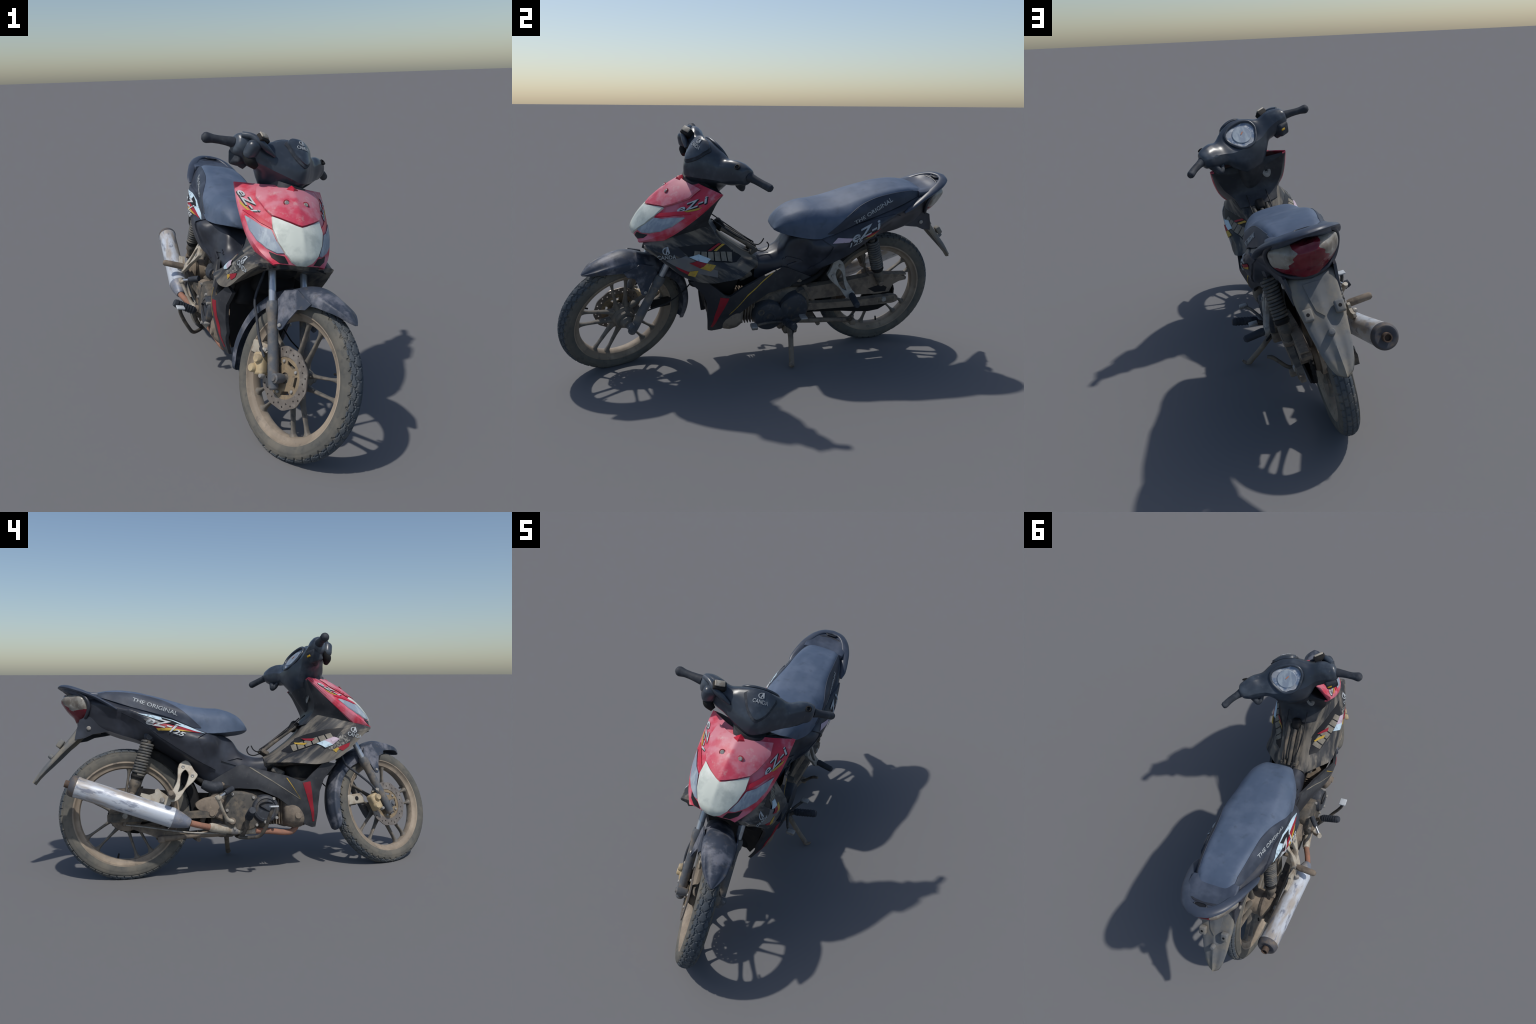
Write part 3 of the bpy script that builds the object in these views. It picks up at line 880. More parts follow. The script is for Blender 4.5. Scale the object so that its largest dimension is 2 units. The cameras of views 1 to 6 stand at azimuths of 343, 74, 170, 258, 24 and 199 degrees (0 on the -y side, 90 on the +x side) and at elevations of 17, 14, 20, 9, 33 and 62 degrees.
def on_mask(name, pts, mat, lift, step=.01, thick=.006, parent=None, smooth_n=0, mirror=False, bulge=0.0):
    out = [mask_uv(p) for p in pts]
    if mirror:
        out = [(-a, b) for a, b in out]
    V2, F2 = fill_polygon(out, step)
    return lay_on(name, V2, F2, lambda a, b: mo + Vector((a, 0, 0)) + mu * b, md, tm, mat, parent or mask, lift, thick)


lampL = [(.094, -.53, .836), (.055, -.565, .828), (.02, -.586, .819), (0, -.592, .813)]
lamp_side = [(.098, -.566, .798), (.085, -.605, .758), (.062, -.636, .722), (.04, -.652, .704), (.018, -.66, .697), (0, -.66, .696)]
lamp = lampL[::-1] + lamp_side
outline = [(p[0], p[1], p[2]) for p in lamp] + [(-p[0], p[1], p[2]) for p in reversed(lamp[1:-1])]
lens = on_mask("headlight", outline, 'lens', .006, .012, .008)
for mi in (False, True):
    ind = on_mask("indicator", [(.171, -.459, .823), (.130, -.535, .797), (.104, -.566, .792), (.091, -.600, .760), (.068, -.632, .724), (.088, -.622, .722), (.118, -.588, .728), (.145, -.548, .745), (.163, -.502, .775)], 'indicator', .005, .01, .006, mirror=mi)
    on_mask("intake_slot", [(.066, -.638, .716), (.088, -.622, .716), (.112, -.596, .718), (.104, -.618, .703), (.080, -.64, .692), (.05, -.648, .694)], 'ink', .002, .01, .003, mirror=mi)
    # model script in white with a yellow flash
    on_mask("flash_stripe", [(.182, -.384, .868), (.160, -.437, .845), (.128, -.512, .822), (.158, -.452, .833), (.180, -.40, .856)], 'yellow', .0018, .008, .0012, mirror=mi)
    sg = -1 if mi else 1
    pa, pb = Vector((sg * .176, -.335, .897)), Vector((sg * .134, -.490, .836))
    rv = (pb - pa).normalized() if mi else (pa - pb).normalized()
    uv = (-md).cross(rv).normalized()
    lettering("lettering", "eZ-i", (pa + pb) / 2, rv, uv, (pb - pa).length * .9, .026, md, tm, 'white', mask, .35, .01, .003)
    lettering("lettering_outline", "eZ-i", (pa + pb) / 2 + uv * -.003, rv, uv, (pb - pa).length * .92, .027, md, tm, 'ink', mask, .35, .03, .0012)
    # red lip standing proud between headlight and indicator
    on_mask("mask_blade", [(.176, -.43, .838), (.134, -.517, .808), (.100, -.567, .797), (.1, -.55, .812), (.128, -.508, .826), (.155, -.455, .842)], 'redline', .0035, .01, .004, mirror=mi)
# upper shield plate of the mask, its lower edge standing over the lamp
plate = [(0, -.436, .93), (.045, -.42, .925), (.12, -.37, .915), (.13, -.42, .885), (.11, -.49, .852), (.094, -.526, .84), (.055, -.561, .832), (.02, -.582, .824), (0, -.588, .818)]
on_mask("mask_crest", plate + [(-a, b, c) for a, b, c in reversed(plate[1:-1])], 'red', .009, .012, .008)
lathe("crest_knob", [(0, .0), (0, .03), (.008, .022), (.016, .008), (.018, .001)], 'redline', mask, Matrix.Translation((mask_x, -.443, .928)) @ Vector((0, -.6, .8)).to_track_quat('Z', 'Y').to_matrix().to_4x4(), 4, 'Z', smooth=20)
for s in (-1, 1):
    mm = Matrix.Translation((mask_x + s * .039, -.507, .889)) @ (-md).to_track_quat('Z', 'Y').to_matrix().to_4x4()
    lathe("mask_bolt", [(0, .001), (0, .0095), (.003, .0095), (.006, .007), (.006, .0)], 'bolt', mask, mm, 16, 'Z')
    lathe("bolt_recess", [(0, .009), (0, .0135), (.0025, .0135), (.0025, .009)], 'crimson', mask, mm, 20, 'Z')

# ------------------------------------------------------------------ inner shield behind the mask
sh_secs = []
# mask edge, back corner, back centre, front centre
for E_, b_, c_, f_ in (((.188, -.296, .920), (.180, -.290, .908), (-.318, .868), (-.395, .925)), ((.188, -.335, .890), (.168, -.306, .877), (-.324, .842), (-.435, .895)),
                       ((.186, -.385, .848), (.157, -.322, .836), (-.331, .812), (-.495, .855)), ((.180, -.44, .805), (.144, -.333, .800), (-.334, .786), (-.555, .805)),
                       ((.170, -.495, .765), (.122, -.335, .768), (-.328, .765), (-.595, .765)), ((.155, -.542, .735), (.105, -.322, .742), (-.305, .737), (-.615, .735)),
                       ((.135, -.585, .710), (.095, -.300, .705), (-.275, .703), (-.625, .705))):
    tt = len(sh_secs) / 6
    e = Vector(E_) + Vector((-.003, .006 + .016 * tt, -.005 - .012 * tt))
    bb = Vector(b_)
    sh_secs.append([(0, c_[0], c_[1]), (b_[0] * .6, (c_[0] * .6 + b_[1] * .4), c_[1] * .62 + b_[2] * .38), b_, tuple(bb.lerp(e, .35) + Vector((.004, 0, 0))), tuple(bb.lerp(e, .7) + Vector((.003, 0, 0))), tuple(e), (e.x * .8, e.y - .002, e.z), (0, f_[0] + .03, f_[1] - .02)])
shield = loft_mirror("inner_shield", sh_secs, 36, 40, 'black', None, None, crease_u=(2, 5), smooth=45)
lathe("ignition_lock", [(0, .001), (0, .02), (.003, .022), (.006, .018), (.006, .008), (.002, .007), (.002, .001)], 'steel', shield, Matrix.Translation((-.077, -.3245, .843)) @ Vector((0, .97, .2)).to_track_quat('Z', 'Y').to_matrix().to_4x4() @ Matrix.Scale(1.5, 4, (0, 1, 0)), 28, 'Z')
lathe("key_slot", [(.0, .0005), (.0, .007), (.0035, .007), (.0035, .0005)], 'ink', shield, Matrix.Translation((-.077, -.3225, .848)) @ Vector((0, .97, .2)).to_track_quat('Z', 'Y').to_matrix().to_4x4(), 14, 'Z')

# ------------------------------------------------------------------ leg shield with wings
LS = [
    (-.615, [(0, .680), (.06, .680), (.11, .682), (.14, .681), (.152, .676), (.150, .668), (.12, .664), (0, .666)]),
    (-.57, [(0, .695), (.06, .700), (.112, .703), (.146, .688), (.166, .66), (.164, .638), (.12, .64), (0, .65)]),
    (-.53, [(0, .71), (.07, .725), (.118, .722), (.150, .693), (.176, .655), (.175, .604), (.12, .625), (0, .65)]),
    (-.43, [(0, .75), (.085, .765), (.126, .757), (.140, .700), (.187, .622), (.188, .528), (.13, .56), (0, .62)]),
    (-.36, [(0, .760), (.085, .762), (.120, .748), (.126, .680), (.188, .588), (.191, .506), (.13, .535), (0, .58)]),
    (-.315, [(0, .725), (.062, .727), (.102, .715), (.112, .658), (.184, .568), (.192, .501), (.12, .515), (0, .53)]),
    (-.26, [(0, .664), (.050, .664), (.082, .655), (.099, .615), (.168, .553), (.191, .506), (.11, .50), (0, .51)]),
    (-.20, [(0, .616), (.046, .616), (.077, .603), (.095, .579), (.148, .542), (.187, .512), (.10, .50), (0, .50)]),
    (-.14, [(0, .576), (.045, .576), (.071, .566), (.092, .554), (.116, .536), (.134, .518), (.09, .50), (0, .49)]),
    (-.085, [(0, .550), (.044, .549), (.065, .543), (.073, .539), (.077, .53), (.077, .522), (.07, .50), (0, .48)])]
legs = loft_mirror("leg_shield", [[(x, y, z) for x, z in s] for y, s in LS], 50, 80, 'wing', None, None, crease_u=(2, 4, 5), smooth=32, wobble=.0010)
tl = tree_of(legs)
# stickers and vents on the wings, measured side by side
for s in (-1, 1):
    # vent recess with slats
    rec = [(-.475, .676), (-.39, .672), (-.30, .655), (-.17, .612), (-.14, .588), (-.20, .562), (-.237, .568), (-.427, .630), (-.44, .645)]
    sticker("vent_recess", rec, s, tl, 'ink', legs, .0008)
    for k in range(6):
        f0, f1 = k / 6 + .01, (k + 1) / 6 - .02
        ua, ub = Vector((-.404, .651)), Vector((-.215, .600))
        la, lb = Vector((-.424, .632)), Vector((-.222, .568))
        sl = [tuple(ua.lerp(ub, f0)), tuple(ua.lerp(ub, f1)), tuple(la.lerp(lb, min(1, f1 + .06))), tuple(la.lerp(lb, min(1, f0 + .06)))]
        sticker("vent_slat", sl, s, tl, 'slat', legs, .004, .008, .004)
if True:
    s = -1
    sticker("sticker_patch", [(-.328, .600), (-.364, .613), (-.402, .592), (-.362, .578)], s, tl, 'skyblue', legs, .0055)
    sticker("sticker_patch", [(-.364, .613), (-.412, .629), (-.437, .619), (-.402, .592)], s, tl, 'pink', legs, .0055)
    sticker("sticker_patch", [(-.272, .632), (-.33, .626), (-.313, .614), (-.285, .622)], s, tl, 'crimson', legs, .0058)
    sticker("sticker_patch", [(-.236, .614), (-.292, .606), (-.277, .597), (-.239, .606)], s, tl, 'yellow', legs, .0058)
    sticker("worn_sticker", [(-.366, .578), (-.452, .640), (-.510, .622), (-.47, .598), (-.424, .576), (-.402, .562)], s, tl, 'speckle', legs)
    sticker("sticker_patch", [(-.400, .566), (-.424, .578), (-.436, .574), (-.417, .554)], s, tl, 'yellow', legs, .002)
    sticker("sticker_patch", [(-.426, .578), (-.493, .602), (-.485, .583), (-.452, .562), (-.436, .568)], s, tl, 'crimson', legs, .002)
    s = 1
    sticker("sticker_stripe", [(-.53, .622), (-.442, .639), (-.30, .558), (-.30, .528), (-.40, .558), (-.46, .575)], s, tl, 'grey', legs)
    sticker("sticker_patch", [(-.428, .610), (-.395, .614), (-.350, .596), (-.382, .583)], s, tl, 'crimson', legs, .0055)
    sticker("sticker_patch", [(-.382, .583), (-.350, .596), (-.308, .580), (-.335, .563)], s, tl, 'yellow', legs, .0055)
    sticker("sticker_patch", [(-.43, .634), (-.385, .636), (-.33, .607), (-.35, .597), (-.395, .615)], s, tl, 'skyblue', legs, .0055)
    sticker("sticker_patch", [(-.343, .638), (-.286, .656), (-.272, .65), (-.325, .634)], s, tl, 'crimson', legs, .0058)
    sticker("sticker_patch", [(-.312, .631), (-.266, .648), (-.252, .642), (-.297, .626)], s, tl, 'yellow', legs, .0058)
    sticker("sticker_stripe", [(-.49, .596), (-.43, .565), (-.40, .552), (-.425, .547), (-.47, .575)], s, tl, 'crimson', legs, .002)
    sticker("sticker_patch", [(-.425, .568), (-.388, .570), (-.402, .540), (-.435, .55)], s, tl, 'yellow', legs, .003)
for s, yo, zo in ((-1, -.521, .636), (1, -.524, .637)):
    rt = Vector((0, -s * -1, 0)) if False else Vector((0, 1, 0)) * (1 if s > 0 else -1)
    sl = -.24 if s < 0 else .07
    r_ = Vector((0, rt.y, sl)).normalized()
    u_ = Vector((0, -r_.z * (1 if r_.y > 0 else -1), abs(r_.y))).normalized()
    lettering("lettering", "CANDA", Vector((s * .18, yo, zo)), r_, u_, .078, .019, (-s, 0, 0), tl, 'lettering', legs, bold=.012)
    emblem(Vector((s * .18, yo, zo + .026)), r_, u_, .029, (-s, 0, 0), tl, 'lettering', legs)

# ------------------------------------------------------------------ luggage hook, cables on the tunnel
cab = group("tunnel_rack")
box("rack_post", (.0, -.262, .705), (.045, .04, .055), 'dark', cab, None, .012, Matrix.Rotation(.6, 4, 'X'))
for x in (-.032, .0, .034):
    tube("rack_tube", [(x, -.262, .70), (x * 1.05, -.2, .660), (x * 1.1, -.13, .612), (x * 1.15, -.085, .578)], .010, 'engine', cab, None, 20, 10)
for x in (-.05, .05):
    tube("hook_cord", [(x, -.31, .755), (x * .95, -.2, .672), (x * .6, -.11, .61), (x * .5, -.085, .595)], .0028, 'ink', cab, None, 20, 8)
tube("wire_hook", [(-.02, -.085, .585), (-.02, -.06, .582), (-.022, -.045, .592), (-.02, -.035, .612)], .003, 'ink', cab, None, 16, 8)
tube("wire_hook", [(.02, -.09, .575), (.025, -.05, .566), (.025, -.028, .576), (.024, -.022, .598), (.022, -.032, .612)], .003, 'ink', cab, None, 18, 8)
box("rack_foot", (-.03, -.1, .578), (.03, .04, .02), 'engine', cab, None, .004, Matrix.Rotation(.6, 4, 'X'))
box("rack_foot", (.033, -.1, .578), (.03, .04, .02), 'engine', cab, None, .004, Matrix.Rotation(.6, 4, 'X'))

# ------------------------------------------------------------------ rear body
RB = [
    (-.10, [(0, .548), (.046, .546), (.066, .532), (.072, .50), (.068, .48), (.066, .45), (0, .44)]),
    (-.03, [(0, .556), (.046, .553), (.072, .532), (.082, .49), (.078, .465), (.072, .43), (0, .42)]),
    (.03, [(0, .586), (.048, .582), (.078, .55), (.093, .49), (.086, .46), (.074, .42), (0, .41)]),
    (.065, [(0, .636), (.055, .63), (.080, .575), (.094, .50), (.086, .46), (.070, .42), (0, .41)]),
    (.13, [(0, .660), (.100, .652), (.104, .60), (.098, .53), (.085, .47), (.062, .425), (0, .41)]),
    (.165, [(0, .665), (.128, .657), (.148, .63), (.118, .54), (.100, .487), (.064, .43), (0, .42)]),
    (.20, [(0, .670), (.138, .668), (.168, .640), (.145, .555), (.128, .512), (.066, .435), (0, .43)]),
    (.25, [(0, .680), (.141, .685), (.177, .643), (.158, .575), (.148, .535), (.074, .48), (0, .465)]),
    (.30, [(0, .695), (.143, .708), (.181, .648), (.168, .595), (.158, .562), (.078, .527), (0, .51)]),
    (.36, [(0, .715), (.142, .732), (.183, .675), (.170, .628), (.160, .596), (.078, .567), (0, .55)]),
    (.42, [(0, .740), (.140, .752), (.181, .702), (.168, .670), (.158, .644), (.080, .603), (0, .588)]),
    (.52, [(0, .775), (.130, .788), (.164, .758), (.155, .742), (.146, .726), (.086, .648), (0, .645)]),
    (.61, [(0, .820), (.122, .812), (.142, .790), (.134, .765), (.122, .745), (.098, .677), (0, .68)]),
    (.70, [(0, .852), (.100, .846), (.122, .815), (.118, .790), (.110, .765), (.094, .716), (0, .715)]),
    (.742, [(0, .850), (.088, .848), (.108, .82), (.105, .795), (.098, .775), (.084, .742), (0, .735)])]
body = loft_mirror("rear_body", [[(x, y, z) for x, z in s] for y, s in RB], 44, 90, 'panel', None, None, crease_u=(4, 5), smooth=38, wobble=.0008)
tb = tree_of(body)
# raised side covers (both sides): the swoosh from shock to foot rest
for s in (-1, 1):
    cov = [(.160, .494), (.25, .540), (.34, .598), (.42, .654), (.50, .724), (.585, .768), (.55, .778), (.44, .752), (.36, .730), (.29, .702), (.20, .664), (.245, .64), (.232, .595), (.20, .545)]
    V2, F2 = fill_polygon(cov, .012)
    lay_on("side_cover", V2, F2, lambda a, b: Vector((s * .2, a, b)), (-s, 0, 0), tb, 'panel', body, .006, .008)
    rid = [(-.02, .545), (.06, .560), (.12, .545), (.13, .535), (.06, .512), (.055, .52), (.10, .536), (.05, .546), (-.02, .533)]
    V2, F2 = fill_polygon(rid, .012)
    lay_on("footwell_ridge", V2, F2, lambda a, b: Vector((s * .2, a, b)), (-s, 0, 0), tb, 'panel', body, .005, .006)
tb2 = tree_of(body, *[o for o in body.children])
s = -1
sticker("sticker_stripe", [(.512, .758), (.448, .750), (.359, .727), (.293, .699), (.205, .660), (.25, .670), (.334, .698), (.44, .732)], s, tb2, 'skyblue', body, .003, .005)
sticker("sticker_stripe", [(.41, .738), (.359, .722), (.32, .703), (.36, .704), (.40, .720)], s, tb2, 'ink', body, .0045, .006)
sticker("sticker_stripe", [(.458, .710), (.396, .709), (.307, .688), (.226, .662), (.316, .674), (.428, .687)], s, tb2, 'crimson', body, .003, .006)
sticker("sticker_stripe", [(.432, .689), (.37, .688), (.27, .668), (.361, .675), (.424, .679)], s, tb2, 'yellow', body, .004, .006)
sticker("sticker_stripe", [(.49, .735), (.445, .728), (.43, .712), (.465, .712)], s, tb2, 'grey', body, .003, .006)
s = 1
sticker("sticker_patch", [(.240, .655), (.268, .678), (.340, .680), (.318, .662)], s, tb2, 'pink', body, .003, .006)
sticker("sticker_patch", [(.39, .690), (.476, .719), (.462, .700), (.415, .684)], s, tb2, 'crimson', body, .003, .006)
sticker("sticker_patch", [(.388, .674), (.415, .685), (.460, .700), (.440, .682)], s, tb2, 'yellow', body, .003, .006)


def script(s, y0, z0, y1, z1, txt, h, shear, mat='white', lift=.0035):
    a, b = Vector((s * .15, y0, z0)), Vector((s * .15, y1, z1))
    r_ = (b - a).normalized()
    u_ = Vector((0, -r_.z, r_.y)) if r_.y > 0 else Vector((0, r_.z, -r_.y))
    return lettering("lettering", txt, (a + b) / 2, r_, u_, (b - a).length, h, (-s, 0, 0), tb2, mat, body, shear, .02, lift)


script(-1, .475, .728, .335, .688, "eZ-i", .034, .35, lift=.006)
script(-1, .372, .680, .305, .653, "125", .020, .3, lift=.006)
script(1, .328, .678, .474, .744, "eZ-i", .034, .35, 'lettering', .005)
script(1, .318, .646, .385, .674, "125", .02, .3, 'lettering', .005)

# ------------------------------------------------------------------ seat
ST = [   # y, centre z, top edge x,z ; side x,z ; bottom x,z ; under z
    (-.010, .694, .03, .696, .055, .692, .05, .684, .680),
    (.004, .728, .045, .726, .074, .705, .070, .682, .674),
    (.030, .757, .056, .752, .089, .722, .090, .678, .668),
    (.070, .781, .070, .773, .110, .735, .112, .672, .664),
    (.130, .801, .082, .790, .127, .742, .132, .665, .66),
    (.200, .805, .093, .793, .138, .745, .144, .664, .66),
    (.280, .817, .103, .805, .150, .757, .150, .698, .67),
    (.360, .843, .104, .828, .148, .785, .150, .735, .70),
    (.450, .867, .100, .854, .132, .815, .144, .764, .73),
    (.540, .886, .095, .874, .119, .842, .134, .792, .77),
    (.620, .892, .088, .882, .106, .856, .120, .822, .81),
    (.690, .884, .076, .876, .092, .862, .10, .845, .84),
    (.725, .872, .066, .868, .072, .862, .076, .852, .85)]
ST = [(y, c - .005, tx, tz - .004, sx, sz, bx, bz, u) for y, c, tx, tz, sx, sz, bx, bz, u in ST]
secs = [[(0, y, c), (tx * .55, y, c - (c - tz) * .25), (tx, y, tz), (sx, y, sz), (bx, y, bz), (0, y, u)] for y, c, tx, tz, sx, sz, bx, bz, u in ST]
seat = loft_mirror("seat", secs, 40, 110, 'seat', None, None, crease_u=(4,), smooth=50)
me = seat.data
for v in me.vertices:                                       # vinyl wrinkles across the front of the saddle
    p = v.co
    wgt = max(0.0, 1 - abs(p.y - .17) / .16)
    v.co += v.normal * (.0010 * wgt * math.sin(p.y * 260 + 18 * mnoise.noise(p * 9)) * max(0, mnoise.noise(p * 14) + .25) + .0016 * mnoise.noise(p * 16))
# side bands below the piping seam: vinyl darkened for the flanks' weaker sky light
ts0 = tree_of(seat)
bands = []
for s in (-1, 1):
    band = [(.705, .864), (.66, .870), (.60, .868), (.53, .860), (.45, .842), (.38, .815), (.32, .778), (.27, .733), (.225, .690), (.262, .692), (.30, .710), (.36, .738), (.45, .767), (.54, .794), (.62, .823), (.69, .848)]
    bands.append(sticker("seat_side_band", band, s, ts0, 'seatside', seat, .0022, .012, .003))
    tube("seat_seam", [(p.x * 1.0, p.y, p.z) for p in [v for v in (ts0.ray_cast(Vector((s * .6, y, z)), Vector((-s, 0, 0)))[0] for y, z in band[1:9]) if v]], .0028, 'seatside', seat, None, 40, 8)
tseat = tree_of(seat, *[o for o in bands if o])
for s, a, b in ((-1, (.534, .832), (.332, .757)), (1, (.349, .745), (.54, .843))):
    A, B = Vector((s * .13, a[0], a[1])), Vector((s * .13, b[0], b[1]))
    r_ = (B - A).normalized()
    u_ = Vector((0, -r_.z, r_.y)) if r_.y > 0 else Vector((0, r_.z, -r_.y))
    lettering("lettering", "THE ORIGINAL", (A + B) / 2, r_, u_, (B - A).length, .019, (-s, 0, 0), tseat, 'lettering', seat, 0, .012)

# ------------------------------------------------------------------ tail: grab rail, tail cowl, lamp, mudguard
tail = group("tail")
path = [(.148, .604, .790), (.142, .65, .820), (.126, .71, .856), (.109, .76, .881), (.084, .808, .902), (.048, .842, .915), (0, .855, .919)]
half = hermite(path, 28)
full = np.concatenate([half, half[::-1][1:] * np.array([-1, 1, 1])])
P, T, N, B = frames(full)
V = []
for i in range(len(full)):
    t = abs(i / (len(full) - 1) * 2 - 1)
    k = np.interp(t, [0, .6, .9, 1], [1, 1, .8, .35])
    out = Vector((full[i][0], full[i][1] - .70, 0)).normalized()
    out = Vector((out.x, max(out.y, 0), 0)).normalized() if out.length else Vector((0, 1, 0))
    up = Vector((0, -.25, .97)).normalized()
    c = Vector(full[i])
    for j in range(14):
        a = 2 * math.pi * j / 14
        V.append(c + out * (.022 * k * math.cos(a)) + up * (.0095 * k * math.sin(a)) - Vector((0, 0, .009)))
F = grid_faces(len(full), 14, True) + [tuple(range(14)), tuple(range((len(full) - 1) * 14, len(full) * 14))]
mesh_obj("grab_rail", V, F, 'tailblue', tail, None, 50)
TC = [(.69, .108, .856, .03), (.725, .112, .860, .03), (.76, .110, .868, .026), (.79, .098, .881, .022), (.82, .076, .892, .018), (.845, .046, .898, .014), (.854, .02, .899, .012)]
loft_mirror("tail_cowl", [[(0, y, z + .004), (w * .5, y, z + .003), (w * .85, y, z + .006), (w, y, z + .002), (w * .95, y, z - t), (0, y, z - t)] for y, w, z, t in TC], 30, 30, 'tailblue', tail, Matrix.Translation((0, 0, .006)), smooth=50)
hole = [(-.026, 0), (-.02, .008), (0, .012), (.02, .008), (.026, 0), (.02, -.006), (0, -.008), (-.02, -.006)]
hz = hermite([(a, b, 0) for a, b in hole], 28, True)
V, F = fill_polygon([(a, b) for a, b, _ in hz], .01)
V, F = thicken([Vector((a, .823 + b, .9075 + .12 * b)) for a, b, _ in V], F, [Vector((0, 0, -1))] * len(V), .006)
mesh_obj("rail_slot", V, F, 'ink', tail, None, 40)
tube("rail_slot_lip", [(a * 1.12, .823 + b * 1.2, .9085 + .12 * b) for a, b, _ in list(hz) + [hz[0]]], .0032, 'panel', tail, None, 29, 8, smooth_path=False)
# tail lamp: a wrapped bulb body, clear cheeks, red middle
TL = [(.868, .05, .835), (.860, .09, .82), (.845, .115, .808), (.815, .118, .80), (.785, .108, .792), (.760, .088, .785), (.740, .050, .788)]
secs = []
for z, w, y0 in TL:
    bulge = {.868: .016, .860: .034, .845: .055, .815: .050, .785: .036, .760: .020, .740: .008}[z]
    secs.append([(0, y0 + bulge, z), (w * .45, y0 + bulge * .8, z), (w * .8, y0 + bulge * .15 - .012, z), (w, y0 - .045, z), (w * .9, y0 - .07, z), (0, y0 - .07, z)])
lamp_o = loft_mirror("tail_lamp", secs, 110, 90, 'tailred', tail, None, smooth=50, wobble=.0015)
lamp_o.data.materials.append(M['tailclear'])
for p in lamp_o.data.polygons:                              # clear cheeks beside the red middle and above the red lower strip
    c = p.center
    if abs(c.x) > .040 + .55 * max(0, .85 - c.z) + .3 * max(0, c.z - .855) + .004 * math.sin(c.z * 220) and c.z > .786 + .10 * (abs(c.x) - .06):
        p.material_index = 1
# lamp bezel
bez = [(0, .812, .893), (.06, .803, .889), (.1, .775, .87), (.122, .742, .84), (.124, .73, .812), (.112, .735, .78), (.088, .75, .752), (.045, .775, .738), (0, .785, .733)]
hb = hermite(bez, 24)
fb = np.concatenate([hb, hb[::-1][1:] * np.array([-1, 1, 1])])
tube("lamp_bezel", fb, .008, 'panel', tail, None, len(fb), 10, smooth_path=False)
# rear mudguard
MG = [(.70, .728, .090, .035), (.745, .735, .090, .045), (.775, .728, .086, .046), (.80, .70, .082, .040), (.83, .662, .078, .034), (.865, .625, .072, .029), (.905, .580, .064, .025), (.945, .535, .053, .020), (.973, .498, .040, .014), (.990, .474, .024, .010), (.996, .465, .006, .005)]
secs = []
for y, z, w, d in MG:
    nrm = Vector((0, -.80, -.60)) if y > .78 else Vector((0, -.35, -.93))
    ridge = .004 if y > .9 else .0
    def q(x, k):
        return (x, y + nrm.y * k, z + nrm.z * k)
    secs.append([q(0, -ridge - .002), q(w * .35, .002), q(w * .72, .004), q(w * .95, .010), q(w, d * .75), q(w * .97, d), q(w * .85, d * .9), q(w * .8, d * .45), q(w * .4, .016), q(0, .013)])
mudguard = loft_mirror("mudguard", secs, 44, 60, 'mudguard', tail, None, smooth=45, wobble=.0012)
tmg = tree_of(mudguard)
gd = Vector((0, -.8, -.6))
for s in (-1, 1):
    mm = Matrix.Translation((s * .054, .862, .638)) @ (-gd).to_track_quat('Z', 'Y').to_matrix().to_4x4()
    box("reflector_mount", (0, 0, .004), (.034, .042, .024), 'mudguard', mudguard, mm, .007)
    lathe("mount_hole", [(.0, .0005), (.0, .006), (.0165, .006), (.0165, .0005)], 'dark', mudguard, mm, 12, 'Z')
lathe("mudguard_knob", [(-.006, .001), (-.006, .013), (.008, .012), (.014, .009), (.016, .001)], 'mudguard', mudguard, Matrix.Translation((0, .912, .585)) @ (-gd).to_track_quat('Z', 'Y').to_matrix().to_4x4(), 20, 'Z')
# raised plate stay along the middle
rb = [(-.036, .075), (.036, .075), (.03, .03), (.022, -.02), (.0, -.045), (-.022, -.02), (-.03, .03)]
V2, F2 = fill_polygon(rb, .012)
go = Vector((0, .845, .66))
gu = Vector((0, -.6, .8))
lay_on("plate_ridge", V2, F2, lambda a, b: go + Vector((a, 0, 0)) + gu * b, gd, tmg, 'mudguard', mudguard, .003, .006)
# side wings joining the mudguard to the tail body
for s in (-1, 1):
    side_panel("tail_side_web", [(.60, .70), (.66, .735), (.74, .76), (.775, .745), (.79, .70), (.80, .655), (.755, .662), (.72, .678), (.672, .685)], [(.60, .70, .098), (.66, .735, .104), (.74, .76, .096), (.79, .70, .087), (.80, .655, .083), (.672, .685, .092)], 'mudguard' if False else 'panel', s, tail, .01)
    cylinder("web_bolt", (s * .098, .735, .705), (s * .088, .735, .705), [(0, .006), (.3, .010), (1, .010)], 'bolt', tail, None, 14)

# ------------------------------------------------------------------ lower cowl
CO = [(.211, .423), (.127, .471), (.056, .508), (.027, .514), (.007, .506), (-.084, .478), (-.173, .452), (-.240, .421), (-.262, .428), (-.301, .463), (-.363, .513), (-.422, .502), (-.398, .474), (-.358, .429), (-.338, .37), (-.332, .3), (-.322, .2), (-.305, .198), (-.262, .215), (-.235, .25), (-.19, .30), (-.13, .348), (-.039, .393), (.05, .402), (.116, .404)]
CX = [(.211, .423, .070), (.127, .471, .092), (.027, .514, .106), (-.084, .478, .135), (-.173, .452, .165), (-.242, .42, .188), (-.301, .463, .178), (-.363, .513, .172), (-.422, .502, .165), (-.358, .429, .160), (-.338, .37, .148), (-.332, .3, .130), (-.322, .2, .102), (-.30, .36, .168), (-.31, .28, .144), (-.262, .215, .125), (-.19, .30, .150), (-.13, .348, .15), (-.23, .34, .170), (-.039, .393, .13), (.05, .40, .106), (.116, .404, .088), (-.10, .43, .150), (0, .46, .122)]
cowls = {}
